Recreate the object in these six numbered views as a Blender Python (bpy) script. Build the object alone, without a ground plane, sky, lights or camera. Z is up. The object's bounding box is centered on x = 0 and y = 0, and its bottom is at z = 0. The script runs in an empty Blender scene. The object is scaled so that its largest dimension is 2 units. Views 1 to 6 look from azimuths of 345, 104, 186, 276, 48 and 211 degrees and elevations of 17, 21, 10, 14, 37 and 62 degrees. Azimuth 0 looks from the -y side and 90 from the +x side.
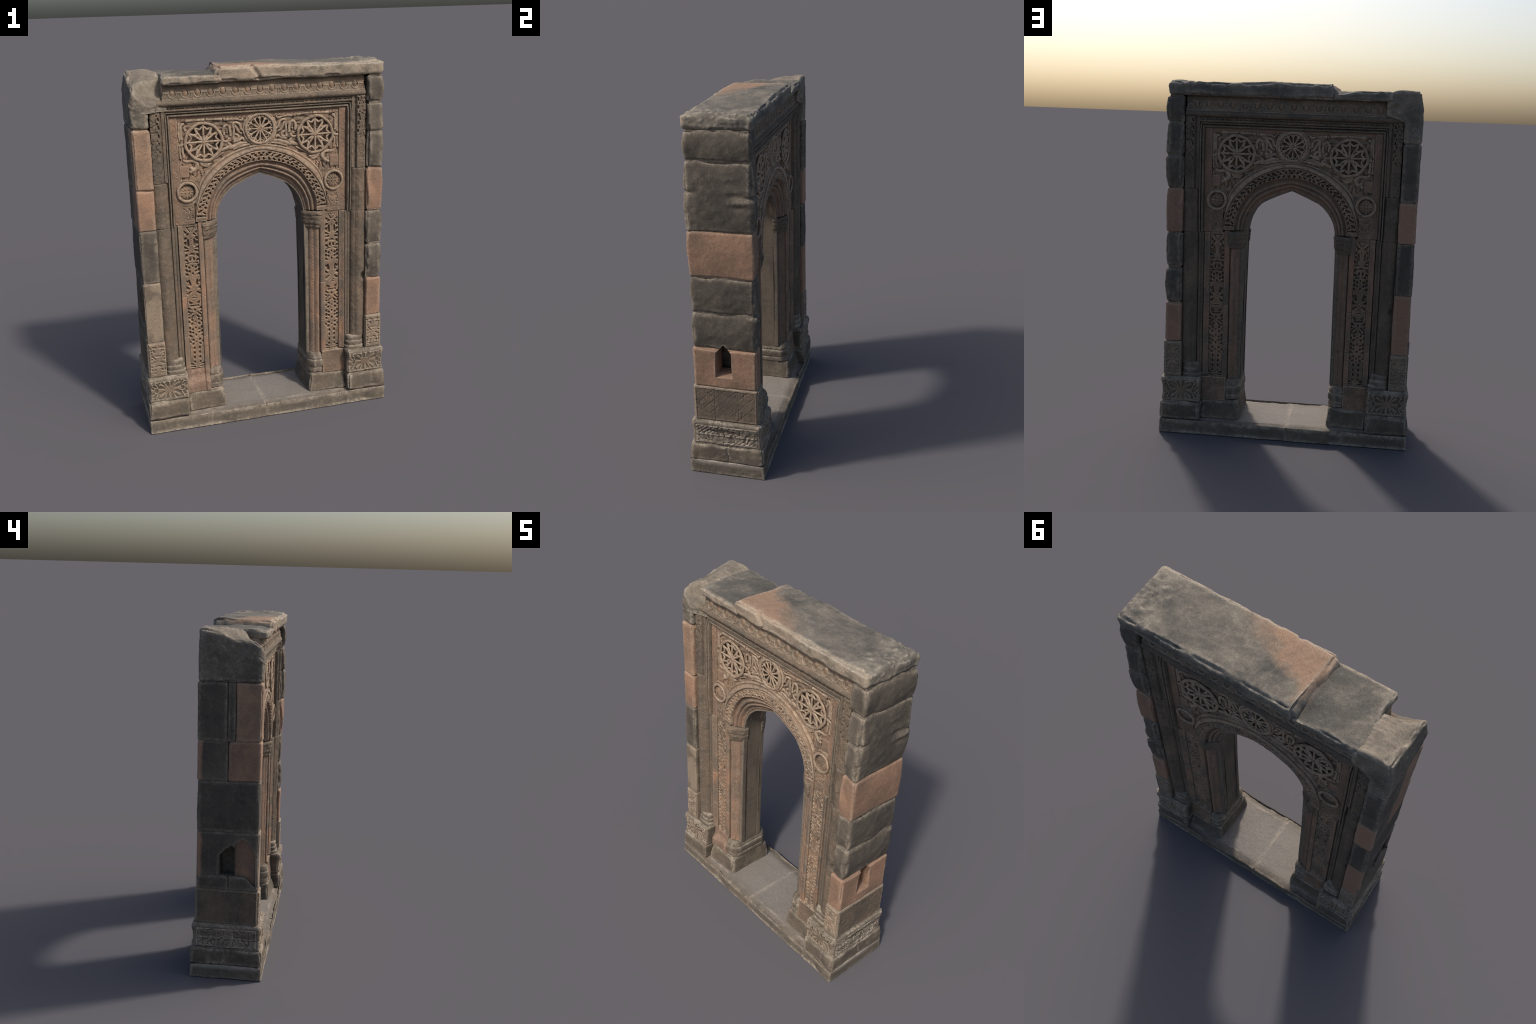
"""Ruined carved stone portal: a free-standing rectangular gate wall with a
pointed arch, quoin blocks at both ends, a cracked capstone on top and the same
carved facade on the front and on the back."""
import bpy, bmesh, math
import numpy as np
from mathutils import Matrix

# ------------------------------------------------------------------ noise ---
def _hash(ix, iy, iz, seed):
    h = (ix.astype(np.int64) * 374761393 + iy.astype(np.int64) * 668265263
         + iz.astype(np.int64) * 2147483647 + seed * 974634777) & 0xFFFFFFFF
    h = ((h ^ (h >> 13)) * 1274126177) & 0xFFFFFFFF
    h = ((h ^ (h >> 16)) * 2246822519) & 0xFFFFFFFF
    h = h ^ (h >> 15)
    return (h & 0xFFFFFF) / float(0xFFFFFF)

def vnoise(P, seed=0):
    """smooth value noise in -1..1 on an (...,3) array"""
    f = np.floor(P); t = P - f; t = t * t * t * (t * (t * 6 - 15) + 10)
    i = f.astype(np.int64); r = 0
    for dx in (0, 1):
        wx = t[..., 0] if dx else 1 - t[..., 0]
        for dy in (0, 1):
            wy = t[..., 1] if dy else 1 - t[..., 1]
            for dz in (0, 1):
                wz = t[..., 2] if dz else 1 - t[..., 2]
                r = r + wx * wy * wz * _hash(i[..., 0] + dx, i[..., 1] + dy, i[..., 2] + dz, seed)
    return r * 2 - 1

def fbm(P, freq, octaves=3, seed=0, gain=0.5):
    a, s, n = 1.0, 0.0, 0.0
    for o in range(octaves):
        s = s + a * vnoise(P * freq + 17.3 * o, seed + o); n += a
        a *= gain; freq *= 2.03
    return s / n

def smooth(a, b, x):
    t = np.clip((x - a) / (b - a), 0, 1)
    return t * t * (3 - 2 * t)

# -------------------------------------------------------------- materials ---
def nd(nt, kind, **kw):
    n = nt.nodes.new(kind)
    for k, v in kw.items():
        if k.startswith('in_'):
            key = k[3:]
            n.inputs[int(key) if key.isdigit() else key].default_value = v
        else:
            setattr(n, k, v)
    return n

def ramp(nt, src, stops):
    r = nt.nodes.new('ShaderNodeValToRGB')
    el = r.color_ramp.elements
    while len(el) < len(stops):
        el.new(0.5)
    for e, (p, c) in zip(el, stops):
        e.position = p
        e.color = (c, c, c, 1) if not isinstance(c, tuple) else (*c, 1)
    nt.links.new(src, r.inputs[0])
    return r.outputs[0]

def mix(nt, fac, a, b, mode='MIX'):
    m = nt.nodes.new('ShaderNodeMix'); m.data_type = 'RGBA'; m.blend_type = mode
    for sock, v in ((m.inputs[0], fac), (m.inputs[6], a), (m.inputs[7], b)):
        if hasattr(v, 'is_output'):
            nt.links.new(v, sock)
        elif isinstance(v, tuple):
            sock.default_value = (*v, 1)
        else:
            sock.default_value = v
    return m.outputs[2]

def mth(nt, op, a, b=0.0, clamp=False):
    m = nt.nodes.new('ShaderNodeMath'); m.operation = op; m.use_clamp = clamp
    for s, v in ((m.inputs[0], a), (m.inputs[1], b)):
        if hasattr(v, 'is_output'):
            nt.links.new(v, s)
        else:
            s.default_value = v
    return m.outputs[0]

def noise(nt, co, scale, detail=4, rough=0.55, dist=0.0):
    n = nd(nt, 'ShaderNodeTexNoise', in_Scale=scale, in_Detail=detail, in_Roughness=rough, in_Distortion=dist)
    nt.links.new(co, n.inputs['Vector'])
    return n.outputs[0]

def stone(name, base, dark, light, warm=None, warm_amt=0.5, wear=0.0, wear_col=(.42, .35, .27),
          bump=0.45, vary=0.12, streak=0.0, patch=None, crust=0.35, wide=0.0, stain=0.0, stain_col=(.078, .067, .054), stain_scale=4.5):
    """weathered stone: base/dark blotches, optional warm blotches, pale grainy
    worn edges, speckle, fine grain bump."""
    m = bpy.data.materials.new(name); m.use_nodes = True
    nt = m.node_tree; nt.nodes.clear()
    out = nt.nodes.new('ShaderNodeOutputMaterial')
    b = nt.nodes.new('ShaderNodeBsdfPrincipled')
    b.inputs['Roughness'].default_value = 0.88
    b.inputs['Specular IOR Level'].default_value = 0.25
    nt.links.new(b.outputs[0], out.inputs[0])
    tc = nt.nodes.new('ShaderNodeTexCoord'); co = tc.outputs['Object']
    oi = nt.nodes.new('ShaderNodeObjectInfo')
    # each piece reads the noise in another place
    off = nt.nodes.new('ShaderNodeVectorMath'); off.operation = 'ADD'
    comb = nt.nodes.new('ShaderNodeCombineXYZ')
    rnd = mth(nt, 'MULTIPLY', oi.outputs['Random'], 7.0)
    for i in range(3):
        nt.links.new(rnd, comb.inputs[i])
    nt.links.new(co, off.inputs[0]); nt.links.new(comb.outputs[0], off.inputs[1])
    co2 = off.outputs[0]
    n1 = noise(nt, co2, 7, 5, 0.6, 0.3)
    n2 = noise(nt, co2, 28, 5, 0.65, 0.2)
    col = mix(nt, ramp(nt, n1, [(0.38, 0.0), (0.62, 1.0)]), base, dark)
    col = mix(nt, mth(nt, 'MULTIPLY', ramp(nt, n2, [(0.5, 0.0), (0.68, 1.0)]), crust), col, light)
    if warm:
        n3 = noise(nt, co2, 5, 4, 0.6, 0.4)
        col = mix(nt, mth(nt, 'MULTIPLY', ramp(nt, n3, [(0.45, 0.0), (0.6, 1.0)]), warm_amt), col, warm)
    if streak:
        mp = nd(nt, 'ShaderNodeMapping'); mp.inputs['Scale'].default_value = (40, 40, 4)
        nt.links.new(co2, mp.inputs[0])
        ns = noise(nt, mp.outputs[0], 1.6, 4, 0.6)
        col = mix(nt, mth(nt, 'MULTIPLY', ramp(nt, ns, [(0.42, 0.0), (0.66, 1.0)]), streak), col, dark)
    if stain:
        s1 = noise(nt, co2, stain_scale, 6, 0.6, 0.5)
        col = mix(nt, mth(nt, 'MULTIPLY', ramp(nt, s1, [(0.44, 0.0), (0.60, 1.0)]), stain), col, stain_col)
    if patch:
        col = patch(nt, co, col)
    if wear:
        g = nt.nodes.new('ShaderNodeNewGeometry')
        nw = noise(nt, co2, 40, 6, 0.75, .3)
        nw2 = noise(nt, co2, 9, 4, 0.6)
        pw = ramp(nt, g.outputs['Pointiness'], [(0.505, 0.0), (0.56, 1.0)])
        if wide:
            # rubbed arrises: where the edge within reach turns the normal
            bv = nd(nt, 'ShaderNodeBevel', in_Radius=wide); bv.samples = 6
            dp = nt.nodes.new('ShaderNodeVectorMath'); dp.operation = 'DOT_PRODUCT'
            nt.links.new(bv.outputs[0], dp.inputs[0]); nt.links.new(g.outputs['Normal'], dp.inputs[1])
            ed = mth(nt, 'MULTIPLY', mth(nt, 'SUBTRACT', 1.0, dp.outputs['Value']), 22.0, True)
            ed = mth(nt, 'MULTIPLY', ed, ramp(nt, nw2, [(0.35, 0.25), (0.6, 1.0)]))
            pw = mth(nt, 'MAXIMUM', pw, ed)
        w = mth(nt, 'MULTIPLY', pw, ramp(nt, nw, [(0.36, 0.0), (0.55, 1.0)]))
        col = mix(nt, mth(nt, 'MULTIPLY', w, wear), col, wear_col)
    # speckle of dark pits and pale grains
    n4 = noise(nt, co2, 170, 4, 0.75)
    sp = ramp(nt, n4, [(0.3, 0.55), (0.5, 1.0), (0.70, 1.35)])
    col = mix(nt, 0.8, col, sp, 'MULTIPLY')
    # piece to piece difference
    var = mth(nt, 'ADD', mth(nt, 'MULTIPLY', oi.outputs['Random'], vary), 1 - vary / 2)
    hs = nt.nodes.new('ShaderNodeHueSaturation')
    nt.links.new(col, hs.inputs['Color']); nt.links.new(var, hs.inputs['Value'])
    nt.links.new(hs.outputs[0], b.inputs['Base Color'])
    bp = nd(nt, 'ShaderNodeBump', in_Strength=bump, in_Distance=0.004)
    h = mth(nt, 'ADD', mth(nt, 'MULTIPLY', noise(nt, co2, 180, 5, 0.7), 0.5), noise(nt, co2, 45, 5, 0.65))
    nt.links.new(h, bp.inputs['Height']); nt.links.new(bp.outputs[0], b.inputs['Normal'])
    return m

def sep(nt, co):
    s = nt.nodes.new('ShaderNodeSeparateXYZ'); nt.links.new(co, s.inputs[0])
    return s.outputs

def cap_patch(nt, co, col):
    """orange wedge on the upper slab: wide along the front edge at the step,
    running out to the right and towards the back"""
    X, Y, Z = sep(nt, co)
    n = mth(nt, 'MULTIPLY', mth(nt, 'SUBTRACT', noise(nt, co, 9, 5, 0.6), 0.5), 0.28)
    lim = mth(nt, 'SUBTRACT', mth(nt, 'MULTIPLY', mth(nt, 'SUBTRACT', 0.21, X), 0.62), 0.165)
    d = mth(nt, 'ADD', mth(nt, 'SUBTRACT', lim, Y), n)
    f = ramp(nt, mth(nt, 'ADD', d, 0.5), [(0.455, 0.0), (0.56, 1.0)])
    # on the broken front only traces of it
    nf = ramp(nt, noise(nt, co, 14, 4, 0.6), [(0.4, 0.15), (0.62, .7)])
    zt = ramp(nt, mth(nt, 'SUBTRACT', Z, 1.0), [(0.965, 0.0), (0.985, 1.0)])
    f = mth(nt, 'MULTIPLY', f, mth(nt, 'MAXIMUM', zt, nf))
    left = ramp(nt, mth(nt, 'ADD', X, 0.75), [(0.50, 0.0), (0.515, 1.0)])
    col = mix(nt, mth(nt, 'MULTIPLY', f, left), col, ORANGE)
    # the spalled front shows the paler heart of the stone
    br = mth(nt, 'MULTIPLY', ramp(nt, mth(nt, 'SUBTRACT', mth(nt, 'MULTIPLY', Y, -1.0), mth(nt, 'MULTIPLY', n, .12)), [(0.150, 0.0), (0.168, 1.0)]),
             ramp(nt, noise(nt, co, 18, 5, 0.65), [(0.36, 0.1), (0.6, .85)]))
    return mix(nt, br, col, (.285, .225, .165))

def rough_top(nt, co, col):
    """the break on top of the corner stone shows paler, grainy stone"""
    X, Y, Z = sep(nt, co)
    n = mth(nt, 'MULTIPLY', mth(nt, 'SUBTRACT', noise(nt, co, 16, 5, .65), 0.5), 0.10)
    d = mth(nt, 'ADD', mth(nt, 'ADD', mth(nt, 'SUBTRACT', Z, 1.85), mth(nt, 'MULTIPLY', mth(nt, 'ADD', X, 0.66), .9)), n)
    g = ramp(nt, noise(nt, co, 30, 5, .7), [(0.35, .35), (0.6, 1.0)])
    return mix(nt, mth(nt, 'MULTIPLY', ramp(nt, d, [(0.05, 0.0), (0.10, .8)]), g), col, (.215, .178, .135))

def trodden(nt, co, col):
    """the walked-on middle of the sill is scoured clean"""
    X, Y, Z = sep(nt, co)
    n = mth(nt, 'MULTIPLY', mth(nt, 'SUBTRACT', noise(nt, co, 16, 5), 0.5), 0.06)
    a = mth(nt, 'ADD', mth(nt, 'ABSOLUTE', Y), n)
    f = mth(nt, 'MULTIPLY', ramp(nt, a, [(0.135, 1.0), (0.205, 0.0)]), ramp(nt, Z, [(0.05, 0.0), (0.066, 1.0)]))
    return mix(nt, mth(nt, 'MULTIPLY', f, .85), col, (.210, .186, .162))

def back_red(nt, co, col):
    """only the rear face of this stone is of the red kind"""
    X, Y, Z = sep(nt, co)
    n = mth(nt, 'MULTIPLY', mth(nt, 'SUBTRACT', noise(nt, co, 20, 4), 0.5), 0.03)
    f = ramp(nt, mth(nt, 'ADD', Y, n), [(0.140, 0.0), (0.156, 1.0)])
    return mix(nt, f, col, RED)

def front_tan(nt, co, col):
    """the front face is of the buff kind, stained across the lower third"""
    X, Y, Z = sep(nt, co)
    n = mth(nt, 'MULTIPLY', mth(nt, 'SUBTRACT', noise(nt, co, 20, 4), 0.5), 0.03)
    f = ramp(nt, mth(nt, 'SUBTRACT', n, Y), [(0.145, 0.0), (0.160, 1.0)])
    st = noise(nt, co, 8, 5, 0.6, 0.6)
    tan = mix(nt, mth(nt, 'MULTIPLY', ramp(nt, st, [(0.5, 0.0), (0.6, 1.0)]), .7), (.245, .190, .136), (.105, .084, .064))
    return mix(nt, f, col, tan)

BROWN, BROWN_D, BROWN_L = (.243, .161, .105), (.138, .098, .070), (.345, .258, .182)  # browns darkened to include the ambient occlusion baked into the original's carving
RED, RED_D, RED_L = (.285, .170, .110), (.215, .135, .092), (.37, .245, .165)
GREY, GREY_D, GREY_L = (.112, .093, .073), (.070, .060, .049), (.19, .158, .122)
TAN = (.275, .212, .152)
ORANGE = (.265, .170, .112)
M = {}
def make_materials():
    M['brown'] = stone('carved_brown_stone', BROWN, BROWN_D, BROWN_L, warm=(.28, .170, .106), warm_amt=.5, wear=.75, wear_col=(.43, .335, .245), stain=.65, stain_col=(.105, .081, .061), stain_scale=8)  # stain blotches deepened to paint in shading from the carved recesses
    M['worn_brown'] = stone('worn_carved_stone', (.215, .160, .112), (.135, .106, .079), (.33, .255, .185), warm=(.26, .172, .115), warm_amt=.35, wear=.6, stain=.4, stain_col=(.11, .09, .07), stain_scale=9)
    M['strip'] = stone('banded_red_stone', (.205, .142, .098), (.135, .104, .078), (.32, .235, .165), warm=(.29, .160, .098), warm_amt=.75, streak=.5, wear=.3, stain=.5, stain_col=(.12, .10, .078), stain_scale=7)
    M['frame_red'] = stone('red_frame_stone', (.25, .152, .099), (.175, .118, .083), BROWN_L, streak=.35, wear=.3, stain=.4, stain_col=(.14, .105, .08), stain_scale=8)
    M['column'] = stone('grey_brown_column_stone', (.155, .119, .086), (.098, .080, .061), (.24, .188, .136), warm=(.205, .138, .093), warm_amt=.5, streak=.5, wear=.25, bump=.8, stain=.35)
    M['colonnette'] = stone('pink_column_stone', (.235, .152, .103), (.150, .110, .082), (.38, .28, .205), warm=(.30, .178, .118), warm_amt=.65, streak=.55, wear=.3, bump=.8, stain=.3, stain_col=(.12, .097, .078))
    M['fresh'] = stone('freshly_broken_stone', (.47, .325, .24), (.36, .24, .17), (.55, .42, .33), warm=(.44, .28, .20), warm_amt=.4, wear=.3, bump=.9, crust=.6)
    M['grey'] = stone('grey_quoin_stone', GREY, GREY_D, GREY_L, wear=.7, crust=.35, wide=.030, wear_col=(.33, .275, .21), stain=.55, stain_col=(.060, .052, .043))
    M['red'] = stone('red_quoin_stone', RED, RED_D, RED_L, wear=.5, crust=.2, wear_col=(.42, .32, .24), vary=.08, wide=.022, stain=.35, stain_col=(.125, .088, .066), stain_scale=6)
    M['tan'] = stone('tan_quoin_stone', TAN, (.19, .15, .11), (.36, .29, .21), warm=(.28, .185, .127), warm_amt=.3, wear=.45, crust=.3, wide=.020, stain=.45, stain_col=(.115, .094, .072), stain_scale=5)
    M['grey_redback'] = stone('two_tone_quoin_stone', GREY, GREY_D, GREY_L, wear=.55, crust=.3, wide=.026, wear_col=(.32, .27, .21), patch=back_red, stain=.35, stain_col=(.060, .052, .043))
    M['plinth'] = stone('plinth_stone', (.128, .101, .074), (.082, .067, .051), (.225, .185, .138), wear=.9, crust=.45, wide=.028, wear_col=(.38, .32, .25), stain=.35, stain_col=(.066, .056, .044))
    M['cap'] = stone('capstone_stone', (.185, .160, .126), (.115, .103, .085), (.28, .24, .188), wear=.75, crust=.45, patch=cap_patch, wide=.032, wear_col=(.38, .33, .26), stain=.85, stain_col=(.068, .064, .056), stain_scale=3.2)
    M['corner'] = stone('broken_corner_stone', (.150, .126, .098), (.090, .078, .062), (.25, .21, .16), wear=.75, crust=.45, wide=.032, wear_col=(.37, .315, .245), stain=.45, stain_col=(.062, .056, .047), patch=rough_top)
    M['floor'] = stone('worn_sill_stone', (.140, .115, .087), (.095, .080, .062), (.25, .205, .155), wear=.85, crust=.45, vary=.04, wide=.028, wear_col=(.37, .31, .24), stain=.3, stain_col=(.08, .068, .054), patch=trodden)
    M['reveal'] = stone('passage_stone', (.135, .110, .083), (.092, .078, .061), (.20, .165, .125), warm=(.175, .128, .093), warm_amt=.4, wear=.2, streak=.25, stain=.3)

# ------------------------------------------------------------ mesh making ---
ROOT = None
def add_mesh(name, V, F, mat, parent=None, smooth_angle=38, recalc=True, loose_tri=False):
    me = bpy.data.meshes.new(name)
    V = np.asarray(V, dtype=np.float32).reshape(-1, 3)
    me.vertices.add(len(V)); me.vertices.foreach_set('co', V.ravel())
    quads = np.asarray(F[0], dtype=np.int32).reshape(-1, 4)
    polys = F[1] if len(F) > 1 else []
    nl = quads.size + sum(len(p) for p in polys)
    me.loops.add(nl)
    li = np.concatenate([quads.ravel()] + [np.asarray(p, dtype=np.int32) for p in polys]) if polys else quads.ravel()
    me.loops.foreach_set('vertex_index', li)
    cnt = np.concatenate([np.full(len(quads), 4), np.array([len(p) for p in polys], dtype=int)]).astype(np.int32)
    st = np.concatenate([[0], np.cumsum(cnt)[:-1]]).astype(np.int32)
    me.polygons.add(len(cnt)); me.polygons.foreach_set('loop_start', st)
    me.update(calc_edges=True)
    if recalc:
        bm = bmesh.new(); bm.from_mesh(me)
        bmesh.ops.recalc_face_normals(bm, faces=bm.faces); bm.to_mesh(me); bm.free()
    me.materials.append(M[mat])
    me.shade_smooth()
    if smooth_angle:
        me.set_sharp_from_angle(angle=math.radians(smooth_angle))
    ob = bpy.data.objects.new(name, me)
    bpy.context.scene.collection.objects.link(ob)
    ob.parent = parent or ROOT
    return ob

def again(ob, matrix, parent=None):
    """another copy sharing the mesh, children included"""
    o = ob.copy(); bpy.context.scene.collection.objects.link(o)
    o.name = ob.name
    o.parent = parent or ROOT
    if parent is None:
        o.rotation_euler.z = math.pi
    else:
        o.location = ob.location.copy()
    for c in list(ob.children):
        again(c, matrix, o)
    return o

HALF_TURN = Matrix.Rotation(math.pi, 4, 'Z')

def patch(name, P, back, mat, parent=None, axis=1, smooth_angle=38):
    """closed piece from a front grid P[nu,nv,3]; its border is carried back to
    the plane axis=back and closed there"""
    nu, nv = P.shape[:2]
    idx = np.arange(nu * nv).reshape(nu, nv)
    q = np.stack([idx[:-1, :-1], idx[1:, :-1], idx[1:, 1:], idx[:-1, 1:]], -1).reshape(-1, 4)
    border = np.concatenate([idx[:-1, 0], idx[-1, :-1], idx[:0:-1, -1], idx[0, :0:-1]])
    V = P.reshape(-1, 3); B = V[border].copy(); B[:, axis] = back
    bi = len(V) + np.arange(len(border)); n = len(border)
    r = np.arange(n); r2 = (r + 1) % n
    side = np.stack([border[r], border[r2], bi[r2], bi[r]], -1)
    # close the back with strips between the two long borders
    a = bi[:nu]                       # along u at v = 0  (nu-1 entries + corner)
    lookup = {int(b): int(k) for b, k in zip(border, bi)}
    e0 = np.array([lookup[int(k)] for k in idx[:, 0]]); e1 = np.array([lookup[int(k)] for k in idx[:, -1]])
    s0 = [lookup[int(k)] for k in idx[0, :]]; s1 = [lookup[int(k)] for k in idx[-1, :]]
    bq = np.stack([e0[:-1], e1[:-1], e1[1:], e0[1:]], -1)
    polys = []
    if nv > 2:
        polys = [s0, s1[::-1]]
    return add_mesh(name, np.concatenate([V, B]), (np.concatenate([q, side, bq]), polys), mat, parent, smooth_angle)

def lin(a, b, step):
    return np.linspace(a, b, max(2, int(round(abs(b - a) / step)) + 1))

def erode(X, Z, amp=0.0012, seed=3):
    Q = np.stack([X, Z, 0 * X], -1)
    return amp * (fbm(Q, 60, 3, seed) + 0.9 * fbm(Q, 14, 2, seed + 9) + 0.6 * np.maximum(0, fbm(Q, 25, 2, seed + 21)))

def relief(name, x0, x1, z0, z1, fn, mat, back, step=0.002, sx=1, parent=None, seed=3, amp=0.0012, round_edge=0.002):
    """upright rectangular carved panel facing the front; fn(X,Z) gives y"""
    xs = lin(x0, x1, step); zs = lin(z0, z1, step)
    X, Z = np.meshgrid(xs, zs, indexing='ij')
    Y = fn(X, Z) + erode(X * sx, Z, amp, seed)
    if round_edge:
        d = np.minimum(np.minimum(X - x0, x1 - X), np.minimum(Z - z0, z1 - Z))
        Y = Y + round_edge * (1 - smooth(0, round_edge * 1.6, d))
    return patch(name, np.stack([X * sx, Y, Z], -1), back, mat, parent)

def upright(name, sec, z0, z1, mat, back, sx=1, parent=None, step=0.006, amp=0.0012, seed=5, mod=None, sub=5):
    """moulding of constant plan section sec [(x,y)...] standing from z0 to z1"""
    S = resample(np.array(sec), sub * (len(sec) - 1) + 1)
    zs = lin(z0, z1, step)
    zs = np.concatenate([[z0], [z0 + .0015], zs[1:-1], [z1 - .0015], [z1]])
    X = np.repeat(S[:, 0][:, None], len(zs), 1); Y = np.repeat(S[:, 1][:, None], len(zs), 1)
    Z = np.repeat(zs[None], len(S), 0)
    Y = Y + erode(X * sx, Z, amp, seed)
    Y[:, 0] += .0015; Y[:, -1] += .0015
    if mod:
        X, Y, Z = mod(X, Y, Z)
    return patch(name, np.stack([X * sx, Y, Z], -1), back, mat, parent)

def resample(pts, n):
    pts = np.asarray(pts, float)
    s = np.concatenate([[0], np.cumsum(np.linalg.norm(np.diff(pts, axis=0), axis=1))])
    # Catmull-Rom through the points, parameter by length
    t = np.linspace(0, s[-1], n)
    m = np.zeros_like(pts)
    m[1:-1] = (pts[2:] - pts[:-2]) / (s[2:] - s[:-2])[:, None]
    m[0] = (pts[1] - pts[0]) / (s[1] - s[0]); m[-1] = (pts[-1] - pts[-2]) / (s[-1] - s[-2])
    k = np.clip(np.searchsorted(s, t, side='right') - 1, 0, len(s) - 2)
    h = (s[k + 1] - s[k]); u = ((t - s[k]) / h)[:, None]; h = h[:, None]
    return ((2 * u**3 - 3 * u**2 + 1) * pts[k] + (u**3 - 2 * u**2 + u) * h * m[k]
            + (-2 * u**3 + 3 * u**2) * pts[k + 1] + (u**3 - u**2) * h * m[k + 1])

def axis_samples(lo, hi, r, res):
    e = np.linspace(0, r, 5)
    return np.concatenate([lo + e, lin(lo + r, hi - r, res)[1:-1], hi - e[::-1]])

def block(name, x, y, z, mat, r=0.014, res=0.007, amp=0.004, seed=1, chips=0.006, warp=None, parent=None, fine=0.0012, freq=7, lap=0.0):
    """stone block: rounded box, lumpy faces, chipped edges; warp(P,N) bends it"""
    z = (z[0] - lap, z[1] + lap)
    ax = [axis_samples(lo, hi, r, res) for lo, hi in (x, y, z)]
    n = [len(a) for a in ax]
    pts, quads = [], []
    for k in range(3):
        i, j = [(1, 2), (0, 2), (0, 1)][k]
        A, Bm = np.meshgrid(np.arange(n[i]), np.arange(n[j]), indexing='ij')
        for end in (0, n[k] - 1):
            T = np.zeros(A.shape + (3,), int); T[..., i] = A; T[..., j] = Bm; T[..., k] = end
            ids = T[..., 0] + n[0] * (T[..., 1] + n[1] * T[..., 2])
            pts.append(ids.ravel())
            q = np.stack([ids[:-1, :-1], ids[1:, :-1], ids[1:, 1:], ids[:-1, 1:]], -1).reshape(-1, 4)
            if (end > 0) != (k != 1):
                q = q[:, ::-1]
            quads.append(q)
    u, inv = np.unique(np.concatenate(pts), return_inverse=True)
    Q = np.searchsorted(u, np.concatenate(quads))
    P = np.stack([ax[0][u % n[0]], ax[1][(u // n[0]) % n[1]], ax[2][u // (n[0] * n[1])]], -1)
    lo = np.array([x[0], y[0], z[0]]) + r; hi = np.array([x[1], y[1], z[1]]) - r
    C = np.clip(P, lo, hi); D = P - C
    L = np.linalg.norm(D, axis=1, keepdims=True); N = D / np.maximum(L, 1e-9)
    edge = (np.abs(D) > r * 0.25).sum(1) > 1
    P = C + N * r
    d = amp * fbm(P, freq, 3, seed) + fine * fbm(P, 55, 3, seed + 5)
    soft = np.sort(np.abs(D), axis=1)[:, 1] / r          # 0 on the faces, growing into the arris
    c = np.minimum(np.maximum(0, fbm(P, 13, 3, seed + 11) + 0.12) * chips * 2.0, r * .6)
    d = d - c * smooth(0, .75, soft)
    P = P + N * d[:, None]
    if warp is not None:
        P = warp(P, N)
    return add_mesh(name, P, (Q,), mat, parent, 55, recalc=True)

def tube(name, pts, r, mat, flat=0.8, parent=None, closed=False, seg=10, taper=(1, 1), n=None, sx=1, amp=0.0008, sharp=60):
    """carved strap: flattened round bar along a path [(x,z,y)...]"""
    pts = np.array([(p[0], p[2], p[1]) for p in pts], float)
    if closed:
        n = n or 72
        ring = np.concatenate([pts[-2:], pts, pts[:3]]) if False else np.concatenate([pts, pts[:1]])
        C = ring_resample(ring, n)
    else:
        n = n or max(6, int(np.linalg.norm(np.diff(pts, axis=0), axis=1).sum() / 0.006) + 2)
        C = resample(pts, n) if len(pts) > 2 else np.linspace(pts[0], pts[-1], n)
    C[:, 0] *= sx
    T = np.roll(C, -1, 0) - np.roll(C, 1, 0) if closed else np.gradient(C, axis=0)
    T /= np.linalg.norm(T, axis=1, keepdims=True)
    up = np.array([0, 1.0, 0]); Nn = np.cross(T, up); Nn /= np.linalg.norm(Nn, axis=1, keepdims=True)
    th = np.linspace(0, 2 * np.pi, seg, endpoint=False)
    rr = r * np.interp(np.linspace(0, 1, n), np.linspace(0, 1, len(taper)), taper)
    P = C[:, None] + rr[:, None, None] * (np.cos(th)[None, :, None] * Nn[:, None] + flat * np.sin(th)[None, :, None] * up)
    P = P + amp * np.stack([vnoise(P * 90, s) for s in (1, 2, 3)], -1) + amp * 1.6 * np.stack([vnoise(P * 32, s) for s in (4, 5, 6)], -1)
    idx = np.arange(n * seg).reshape(n, seg)
    a = idx if closed else idx[:-1]
    b = np.roll(idx, -1, 0) if closed else idx[1:]
    q = np.stack([a, b, np.roll(b, -1, 1), np.roll(a, -1, 1)], -1).reshape(-1, 4)
    polys = [] if closed else [list(idx[0]), list(idx[-1][::-1])]
    return add_mesh(name, P.reshape(-1, 3), (q, polys), mat, parent, sharp)

def ring_resample(ring, n):
    s = np.concatenate([[0], np.cumsum(np.linalg.norm(np.diff(ring, axis=0), axis=1))])
    t = np.linspace(0, s[-1], n, endpoint=False)
    return np.stack([np.interp(t, s, ring[:, i]) for i in range(3)], -1)

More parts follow.
